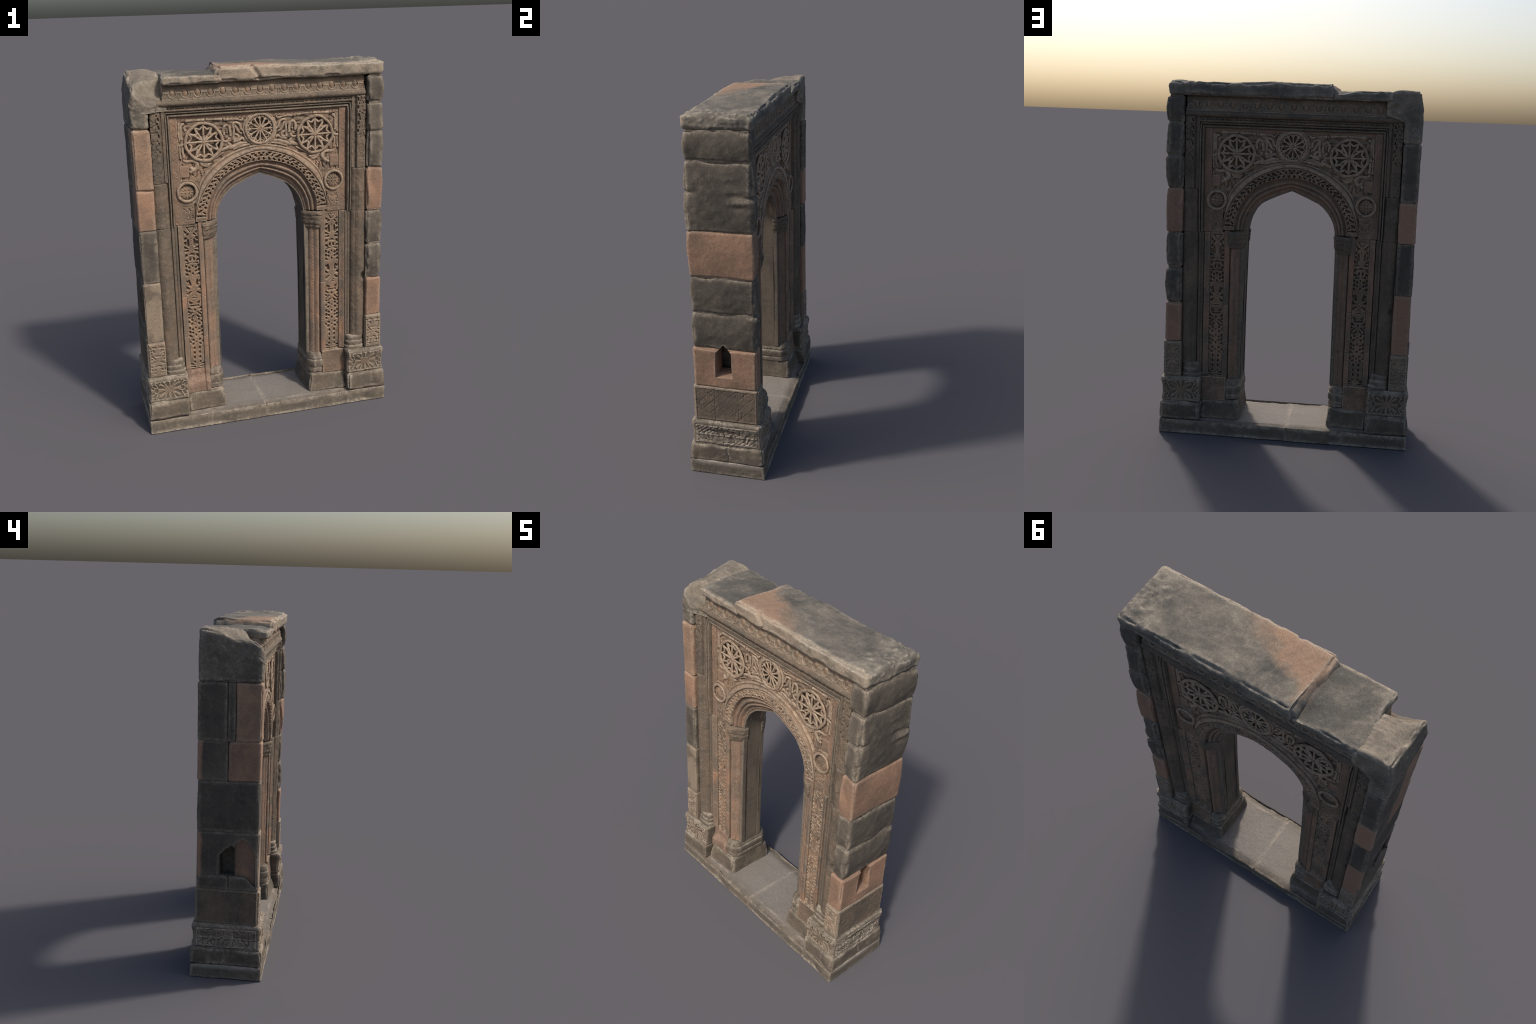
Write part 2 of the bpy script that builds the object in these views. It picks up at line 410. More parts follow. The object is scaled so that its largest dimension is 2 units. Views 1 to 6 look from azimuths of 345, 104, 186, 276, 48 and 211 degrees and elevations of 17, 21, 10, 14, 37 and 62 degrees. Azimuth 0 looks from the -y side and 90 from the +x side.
def boss(name, c, r, depth, mat, parent=None, stretch=1.0, lift=0.0, point=0.0):
    """low dome / lens facing front at c=(x,z,y)"""
    u = np.linspace(0, 1, 9)[1:]; th = np.linspace(0, 2 * np.pi, 24, endpoint=False)
    rad = np.sin(u * np.pi / 2) if not point else u
    V = [(c[0], c[2] - depth, c[1])]
    for k in range(8):
        dy = depth * math.cos(u[k] * math.pi / 2) ** 0.8 if k < 7 else 0
        for t in th:
            rr = r * rad[k] * (1 + point * abs(math.sin(t)) ** 6)
            V.append((c[0] + rr * math.cos(t), c[2] - dy, c[1] + stretch * rr * math.sin(t)))
    for t in th:
        rr = r * (1 + point * abs(math.sin(t)) ** 6)
        V.append((c[0] + rr * math.cos(t), c[2] + 0.02, c[1] + stretch * rr * math.sin(t)))
    q = []
    for k in range(8):
        for i in range(24):
            a = 1 + k * 24; b = a + 24; j = (i + 1) % 24
            q.append((a + i, a + j, b + j, b + i))
    tri = [(0, 1 + i, 1 + (i + 1) % 24) for i in range(24)]
    return add_mesh(name, V, (np.array(q), tri + [list(range(1 + 8 * 24, 1 + 9 * 24))]), mat, parent, 50)

# --------------------------------------------------- carved pattern masks ---
def holes(S, T, prims, mirror=True):
    """signed distance to a set of drop-shaped holes (x1,z1,x2,z2,r1,r2)"""
    d = np.full(S.shape, 9.0)
    A = np.abs(S) if mirror else S
    for x1, z1, x2, z2, r1, r2 in prims:
        bx, bz = x2 - x1, z2 - z1; L = bx * bx + bz * bz + 1e-9
        h = np.clip(((A - x1) * bx + (T - z1) * bz) / L, 0, 1)
        d = np.minimum(d, np.hypot(A - x1 - h * bx, T - z1 - h * bz) - (r1 + (r2 - r1) * h))
    return d

# motifs of the jamb band, half width = 1, heights in the same unit, going down
SHIELD = (2.0, [(0, -.45, .55, -.45, .05, .05), (.55, -.5, .1, -1.25, .05, .05), (.75, -1.35, .9, -1.1, .14, .06), (.45, -1.6, .7, -1.85, .13, .06)])
TULIP = (2.6, [(.78, -.25, .9, -.5, .17, .08), (.45, -.5, .5, -1.45, .1, .2), (.85, -1.0, .8, -1.3, .15, .12), (.6, -1.95, .92, -1.8, .1, .16), (.55, -2.35, .9, -2.45, .14, .1), (0, -.3, 0, -.4, .07, .05)])
ARCS = (2.0, [(0, -.3, .4, -.42, .13, .06), (.8, -.5, .95, -.8, .16, .08), (.25, -1.0, .3, -1.35, .1, .12), (.85, -1.35, .6, -1.65, .16, .06), (.2, -1.75, .75, -1.9, .05, .12)])
KNOT = (2.3, [(0, -.35, 0, -.5, .12, .08), (.5, -.6, .45, -.75, .15, .1), (.9, -.3, .9, -.6, .14, .07), (.5, -1.2, .42, -1.35, .14, .1), (0, -1.6, 0, -1.75, .12, .1), (.92, -1.0, .85, -1.25, .15, .1), (.65, -1.9, .92, -1.75, .06, .16)])
SCROLL = (2.2, [(.62, -.45, .5, -1.25, .09, .17), (.55, -1.3, .8, -1.25, .1, .08), (.9, -.6, .82, -.85, .1, .1), (.6, -1.95, .95, -1.75, .05, .2)])
SPADE = (2.9, [(.45, -.25, .85, -.6, .07, .16), (.35, -1.0, .1, -.75, .045, .03), (.35, -1.3, 0, -1.3, .045, .045), (.55, -2.25, .8, -1.95, .2, .07), (0, -2.75, .55, -2.7, .1, .13)])
RAYS = (2.1, [(.95, -.25, .62, -.45, .16, .07), (0, -.5, 0, -.65, .13, .1), (.42, -.95, .9, -1.45, .1, .13), (.95, -.85, .8, -.95, .13, .08), (.25, -1.5, .55, -1.9, .09, .13), (.92, -1.85, .8, -1.95, .14, .08)])
DOTS = (1.25, [(.5, -.2, .4, -.35, .16, .08), (0, -.55, 0, -.62, .09, .07), (.45, -.8, .58, -.98, .09, .15), (.95, -.5, .9, -.65, .1, .08)])
PAIRS = (.85, [(.42, -.25, .4, -.5, .08, .14)])
SLOTS = (1.5, [(.45, -.3, .42, -.45, .09, .13), (.5, -.85, .92, -.75, .08, .15), (.45, -1.25, .92, -1.2, .12, .09)])
JAMB_MOTIFS = [SHIELD, TULIP, ARCS, KNOT, SCROLL, SPADE, RAYS, DOTS, KNOT, DOTS, PAIRS, PAIRS, PAIRS, SLOTS]

def jamb_height(S, T, total):
    """S across (-1..1), T downward coordinate 0..-total, returns carve depth"""
    span = sum(m[0] for m in JAMB_MOTIFS); k = total / span
    d = np.full(S.shape, 9.0); at = 0.0
    for h, prims in JAMB_MOTIFS:
        sel = (T <= at * -k + .3) & (T >= -(at + h) * k - .3)
        if sel.any():
            pp = [(a, (b - at) * k, c, (e - at) * k, r1 * 1.28, r2 * 1.28) for a, b, c, e, r1, r2 in prims]
            d[sel] = np.minimum(d[sel], holes(S[sel], T[sel], pp))
        at += h
    return d

def strand_grooves(S, T, period=2.2):
    """shallow double line of an interlace ribbon"""
    g = np.zeros_like(S)
    for ph in (0, math.pi):
        f = .55 * np.sin(2 * np.pi * T / period + ph)
        sl = np.sqrt(1 + (.55 * 2 * np.pi / period * np.cos(2 * np.pi * T / period + ph)) ** 2)
        d = np.abs(S - f) / sl
        g = np.maximum(g, np.exp(-((d - .2) / .05) ** 2))
    return g

# -------------------------------------------------------------- the parts ---
XO, XR = 0.690, 0.245          # outer end of the wall, half width of the passage

# arch curves, right half from springing to crown (x, z)
ARCH_OUT = [(.376, 1.185), (.374, 1.25), (.363, 1.31), (.337, 1.404), (.271, 1.478), (.150, 1.547), (0, 1.575)]
ARCH_MID = [(.373, 1.185), (.366, 1.248), (.329, 1.339), (.252, 1.433), (.155, 1.503), (0, 1.545)]
ARCH_INN = [(.314, 1.185), (.306, 1.257), (.270, 1.345), (.214, 1.416), (.120, 1.466), (0, 1.488)]
ARCH_SLOT = [(.2495, 1.185), (.245, 1.205), (.232, 1.250), (.208, 1.294), (.181, 1.324), (.154, 1.346), (.078, 1.382), (0, 1.414)]

def arch(curve, n=61, sharp=False):
    c = np.array(curve)
    if sharp:
        s = np.concatenate([[0], np.cumsum(np.linalg.norm(np.diff(c, axis=0), axis=1))])
        t = np.linspace(0, s[-1], n)
        h = np.stack([np.interp(t, s, c[:, i]) for i in (0, 1)], -1)
        h = 0.5 * h + 0.5 * resample(c, n)
    else:
        full = np.concatenate([c, (c * [-1, 1])[-2::-1]])
        f = resample(full, 2 * n - 1)
        return f
    return np.concatenate([h, (h * [-1, 1])[-2::-1]])

def wall_core():
    """solid wall with the passage cut through; the passage faces are its reveal"""
    slot = arch(ARCH_SLOT, 61, True)
    leg = np.unique(np.concatenate([lin(.07, 1.185, .03)[:-1], [.5685, .569, .798, .7985]]))
    right = np.stack([np.interp(leg, [.07, .30, .50, .75, .92, 1.185], [.264, .264, .263, .2615, .259, .252]), leg], -1)
    inner = np.concatenate([right, slot, (right * [-1, 1])[::-1]])
    n = len(inner)
    ys = lin(-.074, .074, .012)
    # passage skin
    G = np.zeros((n, len(ys), 3)); G[..., 0] = inner[:, None, 0]; G[..., 2] = inner[:, None, 1]; G[..., 1] = ys[None]
    nrm = np.gradient(inner, axis=0); nrm = np.stack([-nrm[:, 1], nrm[:, 0]], -1); nrm /= np.linalg.norm(nrm, axis=1, keepdims=True)
    joint = np.zeros(n)
    for zj in (.36, .62, .86, 1.06):
        joint += .002 * np.exp(-((inner[:, 1] - zj) / .004) ** 2)
    dd = .0025 * fbm(G, 12, 3, 4) + joint[:, None] * 0
    G[..., 0] -= nrm[:, None, 0] * 0 + np.sign(G[..., 0]) * dd
    outer = np.zeros((n, 2)); t = np.linspace(0, 1, n)
    # outer outline matched point by point
    k1, k2 = len(right), len(right) + len(slot)
    # behind the niche of the right end the wall is hollow
    deep = np.where((leg > .5687) & (leg < .7983), .54, .60)
    outer[:k1] = np.stack([deep, right[:, 1]], -1)
    s = np.linspace(0, 1, k2 - k1); L = np.array([(.60, 1.2), (.60, 1.915), (-.52, 1.915), (-.52, 1.80), (-.60, 1.80), (-.60, 1.2)])
    cs = np.concatenate([[0], np.cumsum(np.linalg.norm(np.diff(L, axis=0), axis=1))]); cs = cs / cs[-1]
    outer[k1:k2] = np.stack([np.interp(s, cs, L[:, 0]), np.interp(s, cs, L[:, 1])], -1)
    outer[k2:] = np.stack([np.full(k1, -.60), right[::-1, 1]], -1)
    V = [G.reshape(-1, 3)]; m = len(ys); idx = np.arange(n * m).reshape(n, m)
    q = [np.stack([idx[:-1, :-1], idx[1:, :-1], idx[1:, 1:], idx[:-1, 1:]], -1).reshape(-1, 4)]
    of = n * m + np.arange(n); ob_ = of + n
    V.append(np.stack([outer[:, 0], np.full(n, -.074), outer[:, 1]], -1))
    V.append(np.stack([outer[:, 0], np.full(n, .074), outer[:, 1]], -1))
    q.append(np.stack([idx[:-1, 0], idx[1:, 0], of[1:], of[:-1]], -1))
    q.append(np.stack([idx[:-1, -1], idx[1:, -1], ob_[1:], ob_[:-1]], -1))
    q.append(np.stack([of[:-1], of[1:], ob_[1:], ob_[:-1]], -1))
    polys = [list(idx[0]) + [ob_[0], of[0]], list(idx[-1]) + [ob_[-1], of[-1]]]
    add_mesh('passage_wall', np.concatenate(V), (np.concatenate(q), polys), 'reveal', None, 40)

def threshold():
    def worn(P, N):
        P = P.copy()
        top = smooth(.3, .9, N[:, 2])
        edge = np.maximum(0, np.abs(P[:, 1]) - .155) / .05
        wav = fbm(np.stack([P[:, 0], P[:, 1] * 0, 0 * P[:, 0]], -1), 9, 3, 21)
        P[:, 2] -= top * (edge ** 1.5 * (.012 + .012 * wav) )
        P[:, 1] += -np.sign(P[:, 1]) * (np.abs(P[:, 1]) > .17) * (.010 * wav + .004) * smooth(.0, .02, P[:, 2])
        P[:, 2] = np.maximum(P[:, 2], 0)
        return P
    def cracked(P, N):
        P = worn(P, N)
        for xc, k in ((-.344, 1.0), (.483, .8)):
            g = np.exp(-((P[:, 0] - xc - .006 * np.sin(P[:, 2] * 60 + xc * 9)) / .004) ** 2)
            P[:, 1] -= np.sign(P[:, 1]) * .006 * k * g * (np.abs(P[:, 1]) > .15)
        P[:, 2] = np.where(P[:, 2] > .03, P[:, 2] - .0045, P[:, 2])
        return P
    block('threshold_slab', (-.708, -.0235), (-.209, .209), (0, .085), 'floor', r=.003, amp=.004, seed=40, chips=.004, warp=cracked, res=.007)
    block('threshold_slab', (-.0295, .707), (-.209, .209), (0, .085), 'floor', r=.003, amp=.004, seed=42, chips=.004, warp=cracked, res=.007)

def base_courses():
    for sx, s0 in ((1, 60), (-1, 70)):
        X = lambda a, b: (a, b) if sx > 0 else (-b, -a)
        # outer plinth, two stones deep, slightly battered
        def batter(P, N):
            P = P.copy(); k = (P[:, 2] - .135) / .05
            P[:, 1] += -np.sign(P[:, 1]) * .006 * np.clip(k, 0, 1.2) * (np.abs(P[:, 1]) > .15)
            P[:, 0] -= sx * .004 * np.clip(k, 0, 1.2) * (sx * P[:, 0] > .6)
            return P
        def jointed(P, N):
            P = batter(P, N); e = (sx * N[:, 0] > .4)
            P[:, 0] -= sx * e * .006 * np.exp(-((P[:, 1] - .004 - .006 * np.sin(P[:, 2] * 70)) / .004) ** 2)
            return P
        block('plinth', X(.474, .709), (-.208, .207), (.080, .187), 'plinth', r=.014, amp=.007, freq=8, seed=s0, chips=.010, warp=jointed)
        # plinth under the jamb mouldings, running through the passage
        def foot(P, N):
            P = P.copy(); k = 1 - smooth(.09, .185, P[:, 2])
            P[:, 0] -= sx * .012 * k * (sx * P[:, 0] < .30)
            lean = np.interp(sx * P[:, 0], [.25, .46], [.006, .024])
            P[:, 1] += np.sign(P[:, 1]) * k * lean * smooth(.08, .13, np.abs(P[:, 1]))
            return P
        block('inner_plinth', X(.264, .478), (-.139, .139), (.078, .191), 'plinth', r=.012, amp=.005, seed=s0 + 2, chips=.008, warp=foot)
        # moulded base of the colonnette, wrapping through the passage
        prof = lambda z: np.interp(z, [.19, .200, .222, .2255, .229, .24, .255, .270, .2755, .281, .290, .300, .312],
                                   [.009, .011, .0105, .005, .0105, .014, .0145, .012, .005, .0095, .009, .004, .000])
        def swell(P, N):
            P = P.copy(); f = prof(P[:, 2])
            flat = 1 - smooth(.6, .95, np.abs(N[:, 2]))
            P[:, 0] += N[:, 0] * f * flat; P[:, 1] += N[:, 1] * f * flat
            # chamfered corner follows the splay of the jamb
            e = np.maximum(0, (.290 - sx * P[:, 0])) * 0.75
            P[:, 1] -= np.sign(P[:, 1]) * e * smooth(.05, .12, np.abs(P[:, 1]))
            return P
        block('colonnette_base', X(.268, .338), (-.122, .122), (.189, .314), 'plinth', r=.014, amp=.002, seed=s0 + 3, chips=.002, warp=swell, res=.004)
        # carved pedestal: lip on top, waist, spread foot
        pf = lambda z: np.interp(z, [.185, .20, .235, .275, .295, .315, .334], [.006, .002, -.003, .0, .006, .008, .003])
        def lip(P, N):
            P = P.copy(); f = pf(P[:, 2]) * (np.abs(N[:, 2]) < .7)
            P[:, 1] += np.sign(N[:, 1]) * np.abs(N[:, 1]) * f
            P[:, 0] += N[:, 0] * f * (sx * P[:, 0] > .55)
            return P
        block('pedestal', X(.475, .697), (-.189, .189), (.186, .332), 'plinth', r=.009, amp=.002, seed=s0 + 4, chips=.005, warp=lip)
        block('carved_quoin', X(.592, .687), (-.175, .175), (.331, .537), 'tan', r=.004, amp=.001, seed=s0 + 5, chips=.001)

def star_panel(name, w, h, mapping, mat, parent, back, axis, seed, fade=0.0):
    """rectangle carved with an eight-rayed star and corner lattice"""
    step = .0022
    U, Vv = np.meshgrid(lin(-w, w, step), lin(-h, h, step), indexing='ij')
    u, v = U / h, Vv / h
    pr = [(.17, .42, .26, .80, .05, .15), (.50, .56, .74, .84, .05, .10), (.52, .17, 1.00, .36, .05, .14),
          (1.02, .84, .98, .88, .12, .06), (1.30, .86, 1.12, .60, .06, .09), (1.26, .10, 1.34, .04, .12, .08), (1.34, .38, 1.54, .62, .06, .11),
          (1.56, .88, 1.66, .84, .10, .05), (1.60, .22, 1.66, .30, .06, .10), (1.12, .50, 1.14, .48, .05, .05)]
    pr = [p[:4] + (p[4] * 1.15, p[5] * 1.2) for p in pr]
    d = holes(u, np.abs(v), pr) + .03 * fbm(np.stack([u, v, 0 * u], -1), 4, 2, seed)
    wob = fbm(np.stack([u * 2, v * 2, 0 * u], -1), 2, 2, seed + 2)
    dep = .013 * (1 - smooth(-.07, .03, d)) * np.clip(1 - fade * (.6 + wob), .1, 1)
    rim = np.minimum(w - np.abs(U), h - np.abs(Vv))
    dep += .003 * (1 - smooth(0, .004, rim))
    dep -= .0015 * fbm(np.stack([U, Vv, 0 * U], -1), 40, 3, seed + 4)
    return patch(name, mapping(U, Vv, dep), back, mat, parent, axis)

def carved_panels():
    pf = lambda z: np.interp(z, [.185, .20, .235, .275, .295, .315, .334], [.006, .002, -.003, .0, .006, .008, .003])
    for sx in (1, -1):
        o = star_panel('carved_panel', .104, .057, lambda U, V, d: np.stack([U + sx * .586, -(.1935 + pf(V + .254)) + d, V + .254], -1), 'worn_brown', None, -.17, 1, 5 + sx)
        again(o, HALF_TURN)
        o2 = lattice_panel('carved_panel', .043, .095, lambda U, V, d: np.stack([U + sx * .6385, -.1815 + d, V + .435], -1), 'worn_brown', None, -.165, 1, 9 + sx)
        again(o2, HALF_TURN)
        # end faces: worn double row on the pedestal, incised diapers above
        def end(U, V, d):
            return np.stack([sx * (.7005 + pf(V + .25) - d), U, V + .25], -1)
        e_panel('weathered_panel', .172, .056, end, 'plinth', sx * .67, sx)
        def end2(U, V, d):
            return np.stack([sx * (.6915 - d), U, V + .435], -1)
        diaper_panel('incised_panel', .17, .097, end2, 'column', sx * .67, sx)

def lattice_panel(name, w, h, mapping, mat, parent, back, axis, seed):
    step = .002
    U, V = np.meshgrid(lin(-w, w, step), lin(-h, h, step), indexing='ij')
    u, v = U / w, V / w
    pr = [(.3, .12, .7, .55, .05, .09), (.75, .15, .9, .1, .1, .05), (.1, .55, .35, .62, .12, .06), (.0, .28, .0, .32, .07, .05), (.85, .75, .78, .98, .05, .08),
          (.4, 1.15, .5, 1.3, .12, .14), (.78, 1.3, .88, 1.2, .12, .06), (.2, 1.72, .55, 1.78, .1, .14), (.9, 1.7, .82, 1.6, .1, .07),
          (.35, -.2, .8, -.5, .06, .12), (.0, -.75, .3, -.9, .08, .12), (.8, -.9, .88, -.75, .12, .06), (.4, -1.25, .5, -1.4, .1, .13), (.82, -1.35, .86, -1.2, .11, .06), (.45, -1.78, .7, -1.75, .13, .06)]
    pr = [p[:4] + (p[4] * 1.2, p[5] * 1.25) for p in pr]
    d = holes(u, v, pr) + .04 * fbm(np.stack([u, v, 0 * u], -1), 3, 2, seed)
    dep = .013 * (1 - smooth(-.09, .03, d))
    rim = np.minimum(w - np.abs(U), h - np.abs(V))
    dep += .002 * (1 - smooth(0, .003, rim)) + .0012 * np.exp(-((rim - .006) / .0012) ** 2)
    dep -= .001 * fbm(np.stack([U, V, 0 * U], -1), 40, 3, seed + 4)
    return patch(name, mapping(U, V, dep), back, mat, parent, axis)

def e_panel(name, w, h, mapping, mat, back, seed):
    step = .003
    U, V = np.meshgrid(lin(-w, w, step), lin(-h, h, step), indexing='ij')
    Q = np.stack([U, V, 0 * U + seed], -1)
    r = np.abs(fbm(Q, 34, 2, 8)); n = fbm(Q, 9, 2, 5)
    row = np.exp(-((V + .004) / .004) ** 2)
    lat = np.abs(((np.abs(U) / .026 + np.abs(V) / .022) % 1) - .5)
    dep = .007 * (1 - smooth(.03, .22, r)) * smooth(-.5, .2, n) + .005 * smooth(.3, .45, lat) * (1 - smooth(-.3, .5, n)) - .004 * row
    rim = np.minimum(w - np.abs(U), h - np.abs(V)); dep = dep * smooth(0, .01, rim)
    dep += .003 * (1 - smooth(0, .005, rim)) - .002 * fbm(Q, 18, 3, 3)
    patch(name, mapping(U, V, dep), back, mat, None, 0)

def diaper_panel(name, w, h, mapping, mat, back, seed):
    step = .0024
    U, V = np.meshgrid(lin(-w, w, step), lin(-h, h, step), indexing='ij')
    Q = np.stack([U, V, 0 * U + seed], -1)
    a = np.abs((((U + V) / .062) % 1) - .5); b = np.abs((((U - V) / .062) % 1) - .5)
    line = np.exp(-((np.minimum(a, b)) / .035) ** 2)
    tw = np.exp(-((np.abs(fbm(Q, 26, 2, 4))) / .1) ** 2)
    wear = smooth(-.3, .3, fbm(Q, 11, 2, 6))
    dep = .0022 * line * (.4 + .6 * wear) + .0016 * tw * wear
    for ed in (-.06, .07):
        dep += .0015 * np.exp(-((U - ed) / .0018) ** 2)
    rim = np.minimum(w - np.abs(U), h - np.abs(V))
    dep += .002 * (1 - smooth(0, .003, rim)) - .002 * np.exp(-((rim - .004) / .003) ** 2)
    dep -= .0008 * fbm(Q, 40, 3, 3)
    patch(name, mapping(U, V, dep), back, mat, None, 0)

def quoins():
    D = (-.172, .172)
    # right end: one through-stone per course, pillowed and notched at the joints
    def pillow(z0, z1, k, extra=None):
        def f(P, N):
            P = P.copy(); t = np.clip((P[:, 2] - z0) / (z1 - z0), 0, 1)
            b = k * (4 * t * (1 - t) - .55)
            side = smooth(.25, .9, N[:, 0])
            fr = smooth(.3, .9, np.abs(N[:, 1]))
            P[:, 0] += side * b; P[:, 1] += np.sign(N[:, 1]) * fr * (b + k * .9 * fbm(P * [2.2, .5, .8], 9, 2, 97))
            return extra(P, N) if extra else P
        return f
    def split(P, N):
        g = np.exp(-((P[:, 2] - 1.603 - .01 * np.sin(P[:, 1] * 30)) / .009) ** 2)
        m = smooth(.1, .155, np.abs(P[:, 1])); m = np.maximum(m, .25 * smooth(.05, .16, P[:, 1]))
        P = P - N * (g * .011 * m)[:, None]
        return P
    def knob(P, N):      # hollows on the big stone towards its rear edge
        P = split(P, N); s = smooth(.5, .95, N[:, 0])
        for y, z, r, a in ((.085, 1.60, .03, -.010), (.10, 1.545, .025, -.008), (.11, 1.575, .03, .006), (.06, 1.66, .04, -.004)):
            P[:, 0] += s * a * np.exp(-(((P[:, 1] - y) / (r * 1.4)) ** 2 + ((P[:, 2] - z) / (r * .6)) ** 2))
        return P
    R = (.594, .688)
    block('quoin_block', R, D, (1.770, 1.914), 'grey', r=.017, amp=.008, freq=9, seed=11, lap=.0035, chips=.010, warp=pillow(1.77, 1.914, .012))
    block('quoin_block', R, D, (1.409, 1.768), 'grey', r=.017, amp=.010, freq=8, seed=12, lap=.0035, chips=.010, warp=pillow(1.409, 1.768, .010, knob))
    block('quoin_block', R, D, (1.169, 1.407), 'red', r=.012, amp=.004, seed=13, lap=.0035, chips=.007, warp=pillow(1.169, 1.407, .006))
    block('quoin_block', R, D, (.970, 1.167), 'grey', r=.016, amp=.009, freq=9, seed=14, lap=.0035, chips=.010, warp=pillow(.97, 1.167, .011))
    top = block('quoin_block', R, D, (.762, .968), 'grey', r=.019, amp=.008, freq=9, seed=15, lap=.0035, chips=.010, warp=pillow(.762, .968, .012))
    red = block('quoin_block', R, (-.174, .174), (.537, .7605), 'red', r=.012, amp=.004, seed=16, lap=.0035, chips=.007, res=.006)
    # pointed niche through both stones, sill and cheeks splayed outwards
    inn = [(-.040, .610), (.030, .610), (.030, .742), (-.004, .786), (-.040, .742)]
    outp = [(-.066, .580), (.050, .586), (.043, .752), (-.003, .800), (-.054, .750)]
    cut([top, red], [(.40, inn), (.655, inn), (.72, outp)])

    # left end: squarer stones, some courses in two or three pieces
    L = (-.688, -.594)
    def broken(P, N):
        """corner stone: a ragged bite runs from the end of the slab to a horn
        at the outer front corner; the rear stays at full height"""
        P = P.copy()
        up = smooth(1.80, 1.85, P[:, 2]); inner = smooth(-.62, -.594, P[:, 0])
        P[:, 0] += up * inner * .098
        yy, xx = P[:, 1], P[:, 0]
        n = fbm(P * [1, 1, 0], 11, 3, 33)
        yj = yy + .02 * n
        horn = np.interp(yj, [-.174, -.157, -.125, -.094, -.03, 0, .035, .096, .14], [1.866, 1.888, 1.907, 1.914, 1.917, 1.931, 1.945, 1.962, 1.974])
        pit = np.interp(yj, [-.175, -.135, -.105, -.078, -.02, .05], [1.822, 1.842, 1.885, 1.926, 1.952, 1.974])
        k = smooth(-.665, -.585, xx)
        zt = horn * (1 - k) + pit * k
        base = shelf(P)
        P[:, 0] += .014 * smooth(1.86, 1.955, P[:, 2]) * smooth(-.65, -.68, xx)
        zt = np.minimum(zt - .002 + base - 1.970, base)
        zt = zt + (base - zt) * smooth(-.57, -.51, xx) * smooth(-.10, -.04, yj)
        f = smooth(1.74, 1.965, P[:, 2])
        P[:, 2] += f * (zt - 1.965)
        fr = smooth(.02, -.10, yy) * up
        P[:, 1] += fr * (.020 * smooth(-.60, -.52, xx) + .008 * fbm(P, 20, 3, 35))
        return P
    block('corner_stone', (-.690, -.594), D, (1.697, 1.965), 'corner', r=.018, amp=.006, seed=19, chips=.010, warp=broken, res=.005, fine=.003)
    G2 = dict(r=.007, amp=.003, chips=.005)
    block('quoin_block', L, (.0125, .173), (1.386, 1.695), 'grey', seed=20, lap=.0035, **G2)
    block('quoin_block', L, (-.0325, .0115), (1.386, 1.695), 'grey', seed=21, lap=.0035, **G2)
    block('quoin_block', L, (-.173, -.0335), (1.386, 1.695), 'tan_red', seed=22, lap=.0035, r=.011, amp=.004, chips=.006)
    block('quoin_block', L, (.0055, .173), (1.167, 1.384), 'grey_redback', seed=23, lap=.0035, **G2)
    block('quoin_block', L, (-.172, .0045), (1.167, 1.384), 'red', seed=24, lap=.0035, r=.012, amp=.003, chips=.006)
    block('quoin_block', L, D, (.876, 1.165), 'grey', seed=25, lap=.0035, r=.010, amp=.004, chips=.006)
    # course with the blind arch and the niche
    nst = block('quoin_block', L, (-.174, .173), (.538, .874), 'grey_two_faced', seed=26, lap=.0035, res=.006, **G2)
    niche = [(-.040, .600), (.042, .600), (.042, .737), (.012, .768), (-.021, .792), (-.040, .775)]
    splay = [(-.040, .600), (.060, .600), (.060, .742), (.020, .782), (-.022, .812), (-.040, .800)]
    cut([nst], [(-.50, niche), (-.655, niche), (-.72, splay)])
    arch_head = [(-.0405, .565), (-.0405, .800), (-.055, .822), (-.082, .841), (-.108, .826), (-.135, .796), (-.155, .752), (-.156, .565)]
    cut([nst], [(-.645, arch_head), (-.72, arch_head)])
    def pointed(P, N):
        P = P.copy(); h = np.interp(P[:, 1], [-.156, -.135, -.108, -.082, -.055, -.0405], [.752, .796, .826, .841, .822, .800])
        P[:, 2] = .565 + (P[:, 2] - .565) * (h - .567) / (.841 - .565); return P
    block('blind_arch_panel', (-.668, -.630), (-.1545, -.0395), (.565, .841), 'red', seed=29, r=.003, amp=.003, chips=.001, res=.006, warp=pointed)
    def step_end(P, N):
        P = P.copy(); k = smooth(-.09, -.165, P[:, 1])
        P[:, 2] -= .062 * k * smooth(.56, .62, P[:, 2]); return P
    F2 = (-.693, -.640)
    block('facing_stone', F2, (-.171, -.008), (.5385, .621), 'grey', seed=30, warp=step_end, **G2)
    block('facing_stone', F2, (-.007, .171), (.5385, .621), 'grey', seed=31, **G2)

def cut(obs, rings):
    """subtract a prism lofted through (x, [(y,z)...]) outlines from the stones"""
    n = len(rings[0][1])
    V = [(x, y, z) for x, o in rings for y, z in o]
    F = [[k * n + i, k * n + (i + 1) % n, (k + 1) * n + (i + 1) % n, (k + 1) * n + i] for k in range(len(rings) - 1) for i in range(n)]
    F += [list(range(n)), list(range((len(rings) - 1) * n, len(rings) * n))[::-1]]
    me = bpy.data.meshes.new('cutter'); me.from_pydata(V, [], F)
    bm = bmesh.new(); bm.from_mesh(me); bmesh.ops.recalc_face_normals(bm, faces=bm.faces); bm.to_mesh(me); bm.free()
    c = bpy.data.objects.new('cutter', me); bpy.context.scene.collection.objects.link(c)
    for o in obs:
        m = o.modifiers.new('niche', 'BOOLEAN'); m.operation = 'DIFFERENCE'; m.object = c; m.solver = 'EXACT'
        bpy.context.view_layer.update()
        new = bpy.data.meshes.new_from_object(o.evaluated_get(bpy.context.evaluated_depsgraph_get()))
        o.modifiers.clear(); o.data = new; new.name = o.name
        new.shade_smooth(); new.set_sharp_from_angle(angle=math.radians(45))
    bpy.data.objects.remove(c)

